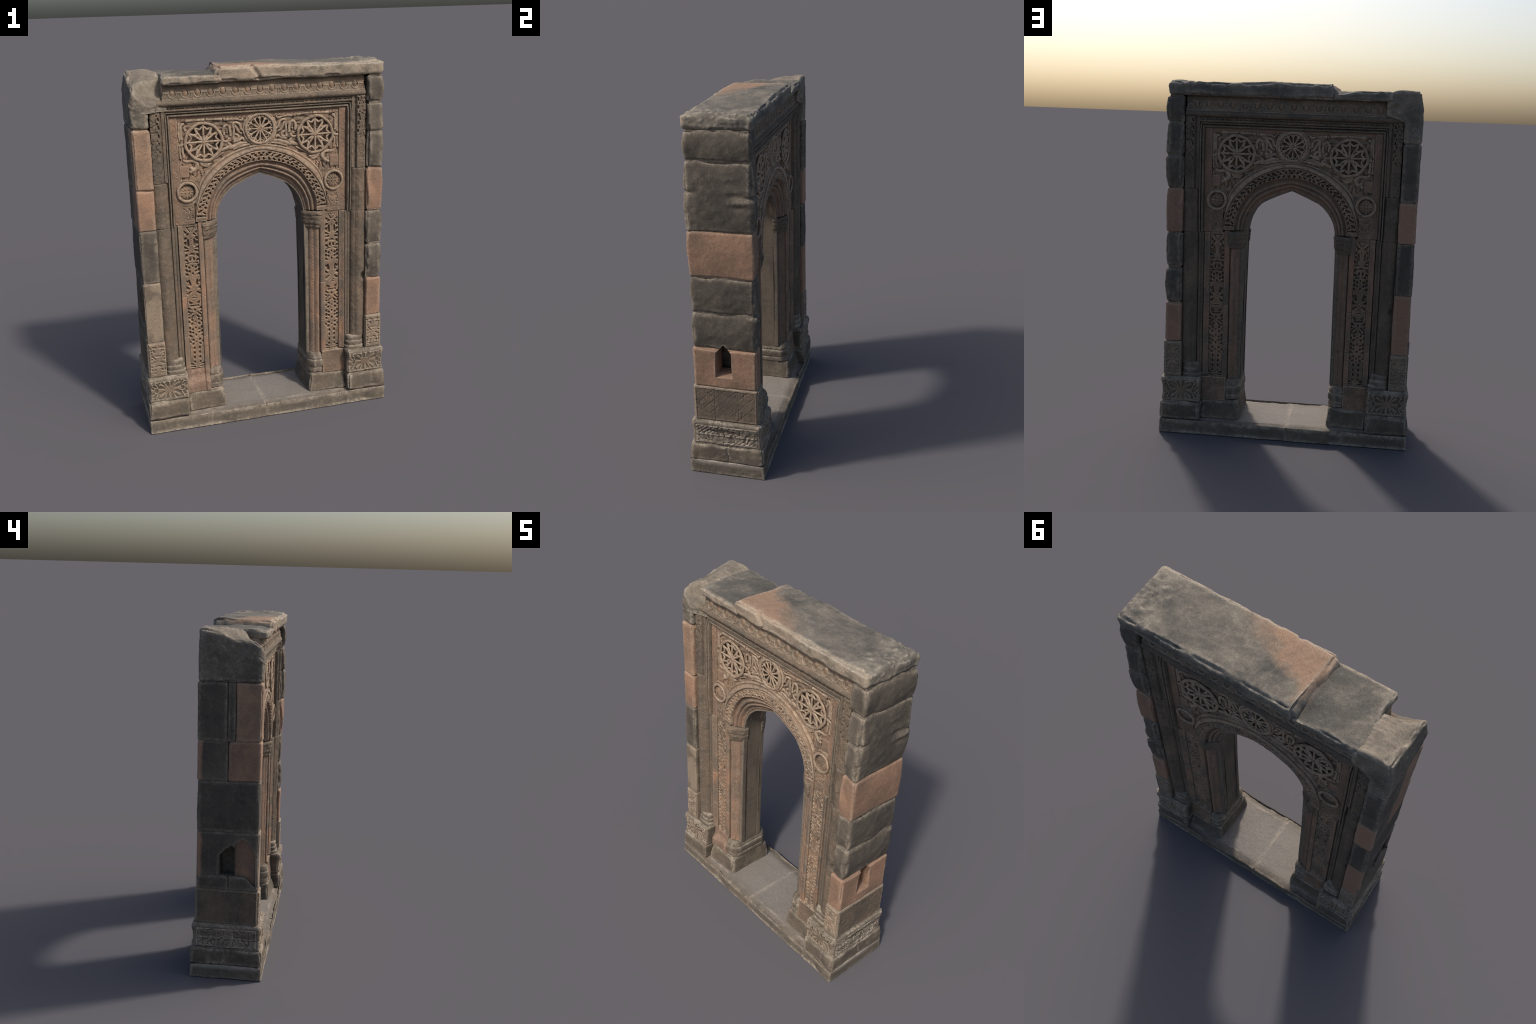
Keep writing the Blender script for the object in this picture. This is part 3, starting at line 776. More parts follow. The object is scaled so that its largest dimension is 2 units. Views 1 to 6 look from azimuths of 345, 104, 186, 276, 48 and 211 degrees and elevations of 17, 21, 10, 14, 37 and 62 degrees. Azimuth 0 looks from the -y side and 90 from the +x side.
def capstone():
    def rough(P, N):
        P = P.copy()
        top = smooth(.35, .9, N[:, 2]); e = np.maximum(0, np.abs(P[:, 1]) - .125) / .05
        P[:, 2] -= top * e ** 1.6 * (.008 + .012 * fbm(P * [1, 0, 0], 8, 3, 51))
        P[:, 2] += top * .005 * fbm(P, 5, 2, 52)
        # front break where a spall has gone
        g = np.exp(-((P[:, 0] - (-.045 + .6 * (1.99 - P[:, 2]))) / .012) ** 2) * (P[:, 1] < -.12)
        P[:, 1] += .016 * g * smooth(0, .5, np.abs(N[:, 1]))
        fr = smooth(.4, .9, np.abs(N[:, 1]))
        P[:, 1] -= np.sign(N[:, 1]) * fr * .006 * (fbm(P * [1, 1, 1.5], 10, 3, 53))
        return P
    def end_step(P, N):
        P = rough(P, N)
        k = smooth(-.198, -.222, P[:, 0]); P[:, 0] += k * .022 * smooth(-.05, .15, P[:, 1])
        P[:, 0] += -.022 * k * (1 - smooth(1.955, 1.995, P[:, 2])) + .012 * k * fbm(P, 12, 2, 57)
        top = smooth(.3, .9, N[:, 2]); x, y = P[:, 0], P[:, 1]
        # the upper bed sinks towards the right end, lowest in the middle of it
        sag = smooth(.02, .40, x) * (.007 + .006 * (1 - np.clip(np.abs(y) / .16, 0, 1) ** 3))
        sag = sag - .010 * smooth(.5, .64, x) * (1 - np.clip(np.abs(y + .02) / .15, 0, 1) ** 3) + .003 * smooth(.615, .69, x)
        P[:, 2] -= np.maximum(top, smooth(1.94, 1.995, P[:, 2])) * sag
        P[:, 0] += (-.006 + .008 * fbm(P, 22, 3, 61)) * smooth(.64, .69, x)
        P[:, 2] += top * .010 * fbm(P * [1, 1, 0], 30, 3, 58) * smooth(.45, .6, x)
        return P
    block('capstone', (-.225, .687), (-.175, .175), (1.916, 1.999), 'cap', r=.020, amp=.006, seed=50, chips=.012, warp=end_step, res=.006, fine=.0022)
    def low(P, N):
        P = rough(P, N); y = P[:, 1]
        # eroded left end, set back along the bite; the rear runs into the corner stone
        e = smooth(-.44, -.53, P[:, 0]) * smooth(.03, -.05, y)
        P[:, 0] += e * (.018 + .012 * fbm(P, 16, 3, 59))
        f = smooth(1.94, 1.972, P[:, 2])
        P[:, 2] -= f * .012 * smooth(-.10, -.16, y)
        P[:, 2] -= f * .026 * smooth(-.33, -.24, P[:, 0]) * smooth(.04, .15, y)
        P[:, 2] -= f * .005 * smooth(-.485, -.535, P[:, 0])
        k = f * smooth(-.36, -.46, P[:, 0]) * smooth(-.525, -.49, P[:, 0]) * smooth(.172, .150, np.abs(y)) * smooth(.5, .9, N[:, 2])
        P[:, 2] += k * (shelf(P) + .0012 - P[:, 2]) * smooth(-.12, -.06, y)
        return P
    block('capstone', (-.535, -.205), (-.173, .175), (1.914, 1.968), 'cap', r=.015, amp=.005, seed=54, chips=.010, warp=low, res=.0065, fine=.0022)

def shelf(P):
    """height of the lower bed at the left end, shared by slab and corner stone"""
    return 1.963 + .014 * smooth(-.46, -.57, P[:, 0]) + .005 * fbm(P * [1, 1, 0], 11, 3, 33) + .003 * fbm(P * [1, 1, 0], 45, 2, 34)

# ------------------------------------------------------------ facade parts --
BACK = -.068
def facade():
    """everything on one face; each piece is then repeated on the other face"""
    parts = []
    add = lambda o: parts.append(o) or o
    for sx in (1, -1):
        # outer engaged column with fillets
        col = [(.5125, -.112), (.514, -.126), (.520, -.136), (.531, -.144), (.5345, -.1445), (.538, -.148), (.552, -.1565), (.566, -.158), (.579, -.155), (.5885, -.149), (.5965, -.141), (.597, -.105)]
        def chip(X, Y, Z):
            if sx > 0:
                Y = Y + .022 * np.exp(-(((X - .583) / .014) ** 2 + ((Z - .775) / .02) ** 2)) + .008 * np.exp(-(((X - .57) / .02) ** 2 + ((Z - .70) / .05) ** 2))
            return X, Y, Z
        add(upright('engaged_column', col, .405, 1.1665, 'column', BACK, sx, mod=chip, amp=.0022, seed=8 + sx))
        add(upright('engaged_column', col, 1.1685, 1.41, 'column', BACK, sx, amp=.003, seed=18 + sx))
        fil = [(.4785, -.108), (.480, -.122), (.484, -.1265), (.492, -.1255), (.495, -.1225), (.498, -.1255), (.506, -.1275), (.5105, -.124), (.512, -.108)]
        add(upright('fillet_moulding', fil, .335, 1.168, 'column', BACK, sx, amp=.001, seed=28))
        # foliage band above the column
        add(relief('foliage_band', .5135, .589, 1.412, 1.806, foliage(sx), 'column', BACK, .0024, sx, seed=31 + sx, amp=.003))
        # moulded base under the column
        add(column_base(sx))
        # plain strips in three lengths
        for z0, z1 in ((.332, .5275), (.5295, .7635), (.7655, 1.170)):
            add(upright('plain_strip', [(.4455, -.105), (.447, -.119), (.455, -.122), (.468, -.129), (.475, -.132), (.4775, -.110)], z0, z1, 'strip', BACK, sx, amp=.0014, seed=int(z0 * 99)))
            add(upright('inner_strip', [(.3355, -.085), (.337, -.1135), (.343, -.1185), (.352, -.1205), (.361, -.1205), (.3645, -.117), (.3655, -.09)], z0 - .01 if z0 > .4 else z0 - .13, z1 - .01 if z1 < 1 else 1.18, 'strip', BACK, sx, amp=.0014, seed=int(z0 * 99) + 7))
        # carved band of the jamb
        zb = .325
        def jb(X, Z):
            S = (X - .405) / .0375; T = (Z - 1.17) / .0375
            d = jamb_height(S, T, (1.17 - zb) / .0375) + .05 * fbm(np.stack([S, T, 0 * S + sx], -1), 1.5, 2, 5)
            y = -.1135 + .016 * (1 - smooth(-.13, .05, d))
            y = y + .0012 * strand_grooves(S, T) * smooth(.1, .2, d) - .0012 * np.cos(S * 1.4)
            return y
        left_front = sx < 0
        band = relief('carved_jamb_band', .3665, .4445, zb, 1.172, jb, 'brown', BACK, .0017, sx, seed=40 + sx)
        def engraved(X, Z):
            S = (X - .405) / .04; T = (Z - .26) / .04
            q = np.stack([S, T, 0 * S], -1)
            line = np.exp(-(np.minimum(np.abs(np.abs(S) * .8 - np.abs(T + .6)), np.abs(fbm(q, 3, 2, 7)) * 2) / .07) ** 2)
            inb = (np.abs(S) < .8) & (((T > -.8) & (T < 1.25)) | (T < -1.05))
            return -.128 - .01 * smooth(.30, .2, Z) + .0016 * line * inb + .0014 * np.exp(-((T + .95) / .05) ** 2)
        foot = relief('engraved_panel', .340, .476, .19, .3235, engraved, 'brown', BACK, .0025, sx, seed=45)
        parts.append(band)
        if left_front:
            again(foot, HALF_TURN)          # whole on the back; on the front it has broken away
            foot.data = broken_foot(sx).data
        else:
            parts.append(foot)
        # colonnette: twisted roll with flanking fillets on the splay
        add(upright('colonnette', [(.279, -.066), (.2795, -.077), (.284, -.084), (.292, -.0905), (.300, -.0935), (.3035, -.0925), (.306, -.095), (.313, -.102), (.321, -.1065), (.328, -.1065), (.333, -.102), (.3345, -.085)],
                    .308, 1.09, 'colonnette', -.055, sx, amp=.0016, seed=50, mod=twist))
        add(upright('splay_fillet', [(.2585, -.05), (.259, -.0735), (.2615, -.0735), (.263, -.066), (.2655, -.0645), (.269, -.069), (.273, -.0725), (.277, -.071), (.2785, -.06)],
                    .308, 1.185, 'reveal', -.05, sx, amp=.001, seed=52, mod=lambda X, Y, Z: (X - .006 * smooth(.7, 1.15, Z) * smooth(.275, .26, X), Y, Z)))
        add(capital(sx))
        # red strip framing the spandrel panel
        def script(X, Z):
            s = (X - .467) / .02; t = Z / .016
            q = np.stack([s, t, 0 * s], -1)
            z = np.abs(s * .8 - .5 * np.sin(t * 2.2 + 1.5 * vnoise(q * .5, 5)))
            return -.1205 + .0018 * np.exp(-(z / .16) ** 2) * (np.abs(s) < .62) * (vnoise(q * .8, 3) > -.5) + .001 * np.exp(-((np.abs(s) - .78) / .06) ** 2)
        add(relief('frame_strip', .4465, .4855, 1.1725, 1.745, script, 'frame_red', BACK, .0022, sx, seed=55))
        # small knot panel under the medallion
        def knot(X, Z):
            S = (X - .41) / .03; T = (Z - 1.235) / .03
            q = np.stack([S, T, 0 * S + sx], -1)
            r = np.abs(fbm(q, 1.7, 2, 12))
            inb = smooth(1.05, .95, np.maximum(np.abs(S), np.abs(T + .02) * .9))
            return -.122 + .0045 * (1 - smooth(.05, .16, r)) * inb + .002 * np.exp(-((np.maximum(np.abs(S), np.abs(T + .02) * .9) - 1.1) / .05) ** 2)
        add(relief('knot_panel', .3775, .4455, 1.174, 1.30, knot, 'brown', BACK, .0018, sx, seed=57))
        add(medallion(sx)); add(rosette(sx))
        for o in scrollwork(sx):
            add(o)
    add(spandrel_floor()); add(arch_moulding()); add(arch_band()); add(arch_rolls()); add(wheel())
    for o in frame_and_frieze():
        add(o)
    for o in parts:
        again(o, HALF_TURN)

def twist(X, Y, Z):
    """rope twist on the outer roll of the colonnette"""
    k = np.exp(-((X - .298) / .007) ** 2)
    return X, Y + .0022 * k * np.sin((Z + (X - .298) * 1.6) * 2 * np.pi / .019), Z

def broken_foot(sx):
    xs = lin(.338, .476, .003); zs = lin(.19, .335, .003)
    X, Z = np.meshgrid(xs, zs, indexing='ij'); q = np.stack([X, Z, 0 * X], -1)
    edge = smooth(.305, .335, Z - .010 * fbm(q, 30, 2, 2))
    Y = -.137 + .022 * smooth(.235, .285, Z + .01 * fbm(q, 25, 3, 4)) + .022 * edge * ((X > .365) & (X < .445)) + .005 * fbm(q, 35, 3, 6)
    Y = Y - .006 * (smooth(.44, .446, X) + smooth(.368, .362, X))
    Y = Y + .004 * (1 - smooth(0, .004, np.minimum(X - .338, .476 - X)))
    o = patch('broken_foot', np.stack([X * sx, Y, Z], -1), BACK, 'fresh')
    return o

def foliage(sx):
    def f(X, Z):
        S = (X - .551) / .037; T = (Z - 1.6) / .037
        q = np.stack([S, T, 0 * S + 3 * sx], -1)
        y = -.153 + .018 * smooth(-.2, -.45, S)     # flat fillet strip at the inner side lies deeper
        y = y - .006 * smooth(-.55, -.62, S)
        n = fbm(q, 1.1, 2, 3); leaf = np.abs(fbm(q, 1.6, 2, 9))
        act = smooth(-1.5, 1.5, T + 2 * n)
        y = y + .006 * (1 - smooth(.03, .14, leaf)) * smooth(-.2, .1, S) * (.35 + .65 * act)
        hole = holes(S + .12 * n, (T % 1.15), [(-.1, .3, -.08, .62, .13, .09), (.12, .95, .14, .98, .1, .07)], False)
        y = y + .014 * (1 - smooth(-.07, .04, hole)) * act
        return y
    return f

def column_base(sx):
    prof = [(.327, .012), (.335, .015), (.347, .0145), (.352, .007), (.356, .0085), (.364, .0105), (.374, .009), (.379, .003), (.384, .0035), (.395, .0045), (.404, .0035), (.409, .0)]
    zs = np.array(resample(prof, 45))
    th = np.linspace(0, np.pi, 41)
    cx, hw, hd = .541, .050, .058
    G = np.zeros((len(th), len(zs), 3))
    cs = np.sign(np.cos(th)) * np.abs(np.cos(th)) ** .55; sn = np.abs(np.sin(th)) ** .55
    for j, (z, f) in enumerate(zs):
        G[:, j, 0] = sx * (cx + cs * (hw + np.where(cs < 0, f, f * .15)))
        G[:, j, 1] = -.098 - sn * (hd + f * .85); G[:, j, 2] = z
    G[..., 1] += .0015 * fbm(G, 35, 3, 3)
    return patch('column_base', G, BACK, 'plinth')

def capital(sx):
    plan = resample([(.2495, -.058), (.254, -.072), (.275, -.092), (.300, -.112), (.322, -.123), (.337, -.121), (.339, -.095)], 41)
    prof = resample([(1.076, -.012), (1.080, -.006), (1.088, -.002), (1.097, -.002), (1.102, .0005), (1.113, .0035), (1.125, .004), (1.129, .0025), (1.135, .005), (1.147, .0055), (1.151, .004), (1.157, .0075), (1.168, .007), (1.176, .002)], 53)
    nrm = np.gradient(plan, axis=0); nrm = np.stack([nrm[:, 1], -nrm[:, 0]], -1); nrm /= np.linalg.norm(nrm, axis=1, keepdims=True)
    nrm *= -1 if (nrm[20, 1] > 0) else 1
    G = np.zeros((41, 53, 3))
    for j, (z, f) in enumerate(prof):
        p = plan + nrm * f
        G[:, j, 0] = sx * p[:, 0]; G[:, j, 1] = p[:, 1]; G[:, j, 2] = z
    t = np.arange(41)[:, None] / 41
    low = (G[..., 2] < 1.126)
    G[..., 1] += .0025 * np.abs(np.sin(t * np.pi * 5)) * low - .001
    G[..., 1] += .0055 * fbm(G * [1, 1, 1.8], 38, 3, 6)
    return patch('capital', G, -.05, 'column')

def medallion(sx):
    cx, cz = .413, 1.350
    # square plate with clipped upper corners, sunk round field
    xs = lin(-.067, .034, .002); zs = lin(-.062, .062, .002)
    U, V = np.meshgrid(xs, zs, indexing='ij'); r = np.hypot(U, V)
    y = -.122 + .022 * smooth(.0455, .0435, r) - .006 * np.exp(-((r - .051) / .006) ** 2) + .003 * np.exp(-((r - .0605) / .002) ** 2)
    clip = np.abs(U) + V * 1.0
    y = y + .003 * np.exp(-((np.maximum(clip * .72, V) - .0555) / .0018) ** 2)
    y = np.where(clip > .094, -.109, y)
    y = y + .0008 * fbm(np.stack([U, V, 0 * U], -1), 50, 2, 3)
    plate = patch('medallion', np.stack([sx * (U + cx), y, V + cz], -1), BACK, 'brown')
    th = np.linspace(0, 2 * np.pi, 73)[:-1]
    tube('medallion_ring', [(cx + .0505 * math.cos(t), cz + .0505 * math.sin(t), -.127) for t in th], .0074, 'brown', .8, plate, True, 10, n=72, sx=sx)
    # flower button in the field
    u = np.linspace(0.02, 1, 22); T, Rr = np.meshgrid(np.linspace(0, 2 * np.pi, 97), u, indexing='ij')
    rad = .0365 * Rr * (1 - .05 * np.abs(np.sin(T * 6)) * smooth(.7, 1, Rr))
    XX, ZZ = rad * np.cos(T), rad * np.sin(T)
    h = .0075 * np.sqrt(np.clip(1 - (Rr * .98) ** 2, 0, 1)) + .0012 * np.cos(T * 12) * smooth(.35, .6, Rr)
    pit = holes(XX / .0365, ZZ / .0365, [(.25, .22, .27, .24, .08, .08), (.25, -.26, .27, -.24, .08, .08)])
    h = h - .006 * (1 - smooth(-.03, .04, pit))
    patch('medallion_flower', np.stack([sx * (XX + cx), -.113 - h, ZZ + cz], -1), BACK, 'brown', plate)
    return plate

def spoke(name, c, a, r0, r1, y0, y1, w, parent, mat='brown', w2=None, sx=1):
    p = lambda r, y: (c[0] + r * math.cos(a), c[1] + r * math.sin(a), y)
    return tube(name, [p(r0, y0), p((r0 + r1) / 2, (y0 + y1) / 2), p(r1, y1)], w, mat, .9, parent, False, 8, (1.15, 1, (w2 or w) / w), sx=sx)

def zigzag(name, c, pts, w, parent, y, sx):
    return tube(name, [(c[0] + r * math.cos(a), c[1] + r * math.sin(a), y) for r, a in pts], w * 1.1, 'brown', .75, parent, False, 8, (1, 1), n=len(pts) * 5, sx=sx)

def rosette(sx):
    """pierced wheel with a raised rim and star tracery"""
    c, R, y = (.309, 1.610), .0975, -.1165
    th = np.linspace(0, 2 * np.pi, 73)[:-1]
    rim_r = lambda t: R * (1 + .03 * math.cos(4 * t + .5) * .5 - .012 * math.sin(8 * t))
    rim = tube('rosette', [(c[0] + rim_r(t) * math.cos(t), c[1] + rim_r(t) * math.sin(t), -.1205) for t in th], .0082, 'brown', .8, None, True, 12, n=96, sx=sx)
    boss('rosette_hub', (sx * c[0], c[1], -.112), .0165, .012, 'brown', rim)
    for k in range(4):
        spoke('rosette_spoke', c, k * math.pi / 2, .010, R, y - .002, y - .001, .0056, rim, sx=sx)
    D = math.radians
    Q = lambda r, deg: (r * R, D(deg))
    for k in range(4):
        m = 90 * k
        for t in (1, -1):
            # petal strand from the hub to a point on the rim, then back to the
            # main spoke as a cusp; cross strand from the diagonal node
            zigzag('tracery_strand', c, [Q(.15, m + t * 40), Q(.36, m + t * 34), Q(.62, m + t * 35), Q(.95, m + t * 31)], .0054, rim, y, sx)
            zigzag('tracery_strand', c, [Q(.93, m + t * 31), Q(.71, m + t * 17), Q(.80, m + t * 5), Q(.82, m)], .0050, rim, y, sx)
            zigzag('tracery_strand', c, [Q(.62, m + t * 35), Q(.56, m + t * 45), Q(.66, m + t * 52), Q(.80, m + t * 56)], .0042, rim, y, sx)
    return rim

def wheel():
    """middle rosette: twelve spokes inside a wide flat rim"""
    c, R, y = (0.0, 1.660), .0775, -.116
    th = np.linspace(0, 2 * np.pi, 73)[:-1]
    rim = tube('rosette', [(c[0] + R * math.cos(t), c[1] + R * math.sin(t), -.118) for t in th], .0078, 'brown', .95, None, True, 12, n=96)
    tube('rosette_rim', [((R + .0115) * math.cos(t), c[1] + (R + .0115) * math.sin(t), -.110) for t in th], .0065, 'brown', 1.1, rim, True, 10, n=96)
    boss('rosette_hub', (0, c[1], -.110), .0125, .010, 'brown', rim)
    D = math.radians
    for k in range(12):
        a = D(90 + 30 * k)
        if k % 3 == 0:
            spoke('rosette_spoke', c, a, .010, R, y, y, .0036, rim)
        else:
            spoke('rosette_spoke', c, a, .010, R, y, y, .0046, rim, w2=.0052)
    for k in range(12):          # little arches between the spokes
        a = D(105 + 30 * k)
        zigzag('tracery_strand', c, [(.050, a - D(15)), (.062, a - D(7)), (.066, a), (.062, a + D(7)), (.050, a + D(15))], .0032, rim, y + .001, 1)
        if k % 3 != 1:
            spoke('tracery_strand', c, a, .062, R, y, y, .003, rim)
    return rim

def scrollwork(sx):
    """straps, bars and leaf scrolls that fill the spandrel"""
    out = []
    Y = -.1135
    out.append(relief('plain_plate', .397, .4445, 1.428, 1.488, lambda X, Z: -.117 + 0 * X, 'frame_red', -.07, .003, sx, seed=61))
    T = lambda nm, pts, r, tp=(1, 1), fl=.6: out.append(tube(nm, [(a, b, Y if len(p) < 3 else p[2]) for p in pts for a, b in [p[:2]]], r * 1.12, 'brown', fl, None, False, 9, tp, sx=sx))
    # turned bars above the rosette
    T('bar', [(.392, 1.724), (.35, 1.7245), (.300, 1.725)], .0058, (1.2, .8, 1.0))
    T('bar', [(.292, 1.7255), (.245, 1.724), (.205, 1.722)], .0055, (1, .7, 1.3))
    out.append(boss('bar_knob', (sx * .193, 1.7195, -.112), .0085, .010, 'brown'))
    T('bar', [(.183, 1.719), (.150, 1.718), (.118, 1.716)], .0055, (1.2, .8, .6))
    out.append(boss('bar_knob', (sx * .398, 1.7235, -.112), .0085, .010, 'brown'))
    # side straps
    T('strap', [(.408, 1.712), (.425, 1.698), (.427, 1.655), (.424, 1.628)], .0062)
    T('strap', [(.436, 1.715), (.4375, 1.66), (.437, 1.62)], .0042)
    T('strap', [(.404, 1.611), (.418, 1.603), (.430, 1.598), (.444, 1.598)], .0062)
    T('strap', [(.422, 1.590), (.423, 1.56), (.418, 1.535)], .006)
    T('strap', [(.4375, 1.59), (.438, 1.53)], .004)
    T('strap', [(.412, 1.690), (.402, 1.672)], .0055)
    # bones under the rosette
    T('bar', [(.425, 1.522), (.412, 1.512), (.385, 1.513), (.362, 1.512)], .0068, (.6, 1, 1, 1.3))
    T('leaf_scroll', [(.362, 1.510), (.350, 1.497), (.355, 1.478), (.372, 1.462), (.390, 1.452)], .0085, (1, 1.3, 1, 1.2, .7))
    T('leaf_scroll', [(.385, 1.480), (.378, 1.468), (.382, 1.452)], .007, (1.2, 1.2, .8))
    T('leaf_scroll', [(.333, 1.506), (.318, 1.497), (.296, 1.490), (.275, 1.492)], .0075, (1.2, 1.1, .8, .5))
    T('strap', [(.330, 1.495), (.300, 1.478), (.283, 1.488)], .0055, (1, 1, .6))
    T('strap', [(.338, 1.506), (.300, 1.500), (.262, 1.515), (.225, 1.535), (.200, 1.548)], .0048, (1, 1, 1, .8))
    # leaf spray along the arch between rosette and wheel
    T('leaf_scroll', [(.215, 1.560), (.190, 1.566), (.165, 1.580), (.178, 1.598)], .008, (.8, 1.2, 1.2, .5))
    T('leaf_scroll', [(.172, 1.566), (.140, 1.575), (.108, 1.588), (.075, 1.590)], .0078, (1, 1.2, 1.1, .4))
    T('leaf_scroll', [(.150, 1.560), (.110, 1.573), (.060, 1.581)], .0065, (.8, 1.1, .5))
    T('strap', [(.205, 1.610), (.190, 1.604), (.176, 1.610), (.172, 1.624)], .0055)
    # arch-headed niche and bud beside the rosette
    T('strap', [(.196, 1.640), (.199, 1.672), (.186, 1.690), (.170, 1.684), (.163, 1.660), (.163, 1.630)], .0065)
    out.append(boss('bar_knob', (sx * .181, 1.650, -.110), .006, .010, 'brown'))
    out.append(boss('bar_knob', (sx * .184, 1.626, -.110), .009, .007, 'brown'))
    # upright and S scrolls next to the wheel
    T('strap', [(.146, 1.700), (.144, 1.655), (.148, 1.610)], .006, (.8, 1, 1.1))
    T('strap', [(.148, 1.698), (.128, 1.700), (.112, 1.690), (.104, 1.668), (.092, 1.655)], .0058, (.7, 1, 1, 1, .6))
    T('strap', [(.138, 1.690), (.128, 1.668), (.116, 1.650), (.100, 1.640)], .0052, (.8, 1.1, 1, .6))
    T('strap', [(.138, 1.640), (.120, 1.628), (.124, 1.612), (.142, 1.612)], .0058, (1, 1.1, 1, .7))
    T('strap', [(.120, 1.715), (.100, 1.712), (.090, 1.722)], .0052, (.8, 1.2, .7))
    T('strap', [(.146, 1.600), (.118, 1.604), (.096, 1.618), (.092, 1.606)], .0055, (1, 1, 1, .6))
    return out

def spandrel_floor():
    """sunk ground of the spandrel, from the arch moulding out to the frame"""
    a = arch(ARCH_OUT, 81); n = len(a)
    t = np.linspace(0, 1, n)
    pts = np.array([(.448, 1.185), (.448, 1.738), (-.448, 1.738), (-.448, 1.185)])
    cs = np.array([0, .32, .68, 1.0])
    R = np.stack([np.interp(t, cs, pts[:, 0]), np.interp(t, cs, pts[:, 1])], -1)
    k = np.argmin(np.abs(t - .32)); R[k] = pts[1]; k = np.argmin(np.abs(t - .68)); R[k] = pts[2]
    w = np.linspace(-.06, 1, 64)[None, :, None]
    G2 = a[:, None] * (1 - w) + R[:, None] * w
    G = np.zeros(G2.shape[:2] + (3,)); G[..., 0] = G2[..., 0]; G[..., 2] = G2[..., 1]
    q = np.stack([np.abs(G[..., 0]), G[..., 2], 0 * G[..., 0]], -1)
    leaf = np.abs(fbm(q, 24, 2, 77))
    y = -.1015 - .0095 * smooth(.02, .13, leaf) + .0015 * fbm(q, 60, 2, 5)
    # wheels are pierced: the ground behind them drops away
    for cx, cz, r in ((.309, 1.61, .095), (0, 1.66, .075)):
        d = np.hypot(np.abs(G[..., 0]) - cx, G[..., 2] - cz)
        y = y + .013 * smooth(r, r - .005, d)
    G[..., 1] = y
    return patch('spandrel_ground', G, -.06, 'brown')

def arch_sweep(name, rails, mat, back, seed=2, amp=.0012, n=121):
    """rails: list of (curve points, y)"""
    G = np.zeros((2 * n - 1, len(rails), 3))
    for j, (c, y) in enumerate(rails):
        G[:, j, 0] = c[:, 0]; G[:, j, 2] = c[:, 1]; G[:, j, 1] = y
    G[..., 1] += erode(G[..., 0], G[..., 2], amp, seed)
    return patch(name, G, back, mat)

def between(a, b, w):
    return a * (1 - w) + b * w

def arch_moulding():
    o, m = arch(ARCH_OUT, 121), arch(ARCH_MID, 121)
    prof = [(-.03, -.106), (.0, -.117), (.10, -.1235), (.22, -.1225), (.28, -.121), (.36, -.128), (.6, -.1315), (.85, -.129), (1.0, -.120), (1.03, -.11)]
    return arch_sweep('arch_moulding', [(between(o, m, w), y) for w, y in prof], 'brown', -.06)

def arch_band():
    n = 261
    m, i = arch(ARCH_MID, n), arch(ARCH_INN, n)
    nv = 33; w = np.linspace(0, 1, nv)
    G = np.zeros((2 * n - 1, nv, 3))
    P = m[:, None] * (1 - w[None, :, None]) + i[:, None] * w[None, :, None]
    G[..., 0] = P[..., 0]; G[..., 2] = P[..., 1]
    mid = .5 * (m + i); s = np.concatenate([[0], np.cumsum(np.linalg.norm(np.diff(mid, axis=0), axis=1))])
    L = s[-1]; cell = L / 36
    u = np.minimum(s, L - s)[:, None] / cell * np.ones((1, nv)); v = np.ones((2 * n - 1, 1)) * (w * 2 - 1)[None]
    q = np.stack([u, v, 0 * u], -1)
    uu = u + .16 * vnoise(q * 1.1, 4); vv = v + .08 * vnoise(q * 1.3, 14)
    f = uu % 1
    k = np.where(np.floor(uu) % 2 > 0, 1, -1)
    drops = []
    for c in (-1, 0, 1):
        drops += [(c + .40, -.66, c + .60, -.50, .14, .25), (c + .90, -.14, c + 1.08, .10, .24, .13), (c + .62, .42, c + .42, .66, .16, .24), (c + .46, -.02, c + .52, .02, .09, .09)]
    d = holes(f, vv, drops, False) + .08 * vnoise(q * 2.3, 6)
    edge = np.minimum(1 - np.abs(v), 1) * .03
    y = -.1265 - .002 * np.cos(v * 1.5) + .018 * (1 - smooth(-.13, .05, d)) + .006 * (1 - smooth(0, .004, edge))
    foot = np.minimum(s, L - s)[:, None]
    y = np.where(foot < .022, -.1275, y) + .012 * np.exp(-((foot - .027) / .004) ** 2) * (np.abs(v) < .85)
    G[..., 1] = y + erode(G[..., 0], G[..., 2], .0012, 6)
    return patch('carved_arch_band', G, BACK, 'brown')

def arch_rolls():
    n = 121
    i, a = arch(ARCH_INN, n), arch(ARCH_SLOT, n, True)
    prof = [(0, -.112), (.02, -.106), (.08, -.101), (.16, -.102), (.20, -.107), (.28, -.112), (.36, -.109), (.42, -.101), (.45, -.094), (.50, -.099), (.57, -.1005), (.64, -.095),
            (.69, -.084), (.74, -.080), (.80, -.082), (.87, -.079), (.93, -.070), (.97, -.060), (1.0, -.045)]
    return arch_sweep('arch_rolls', [(between(i, a, w), y) for w, y in prof], 'colonnette', -.035, n=n, amp=.0016)

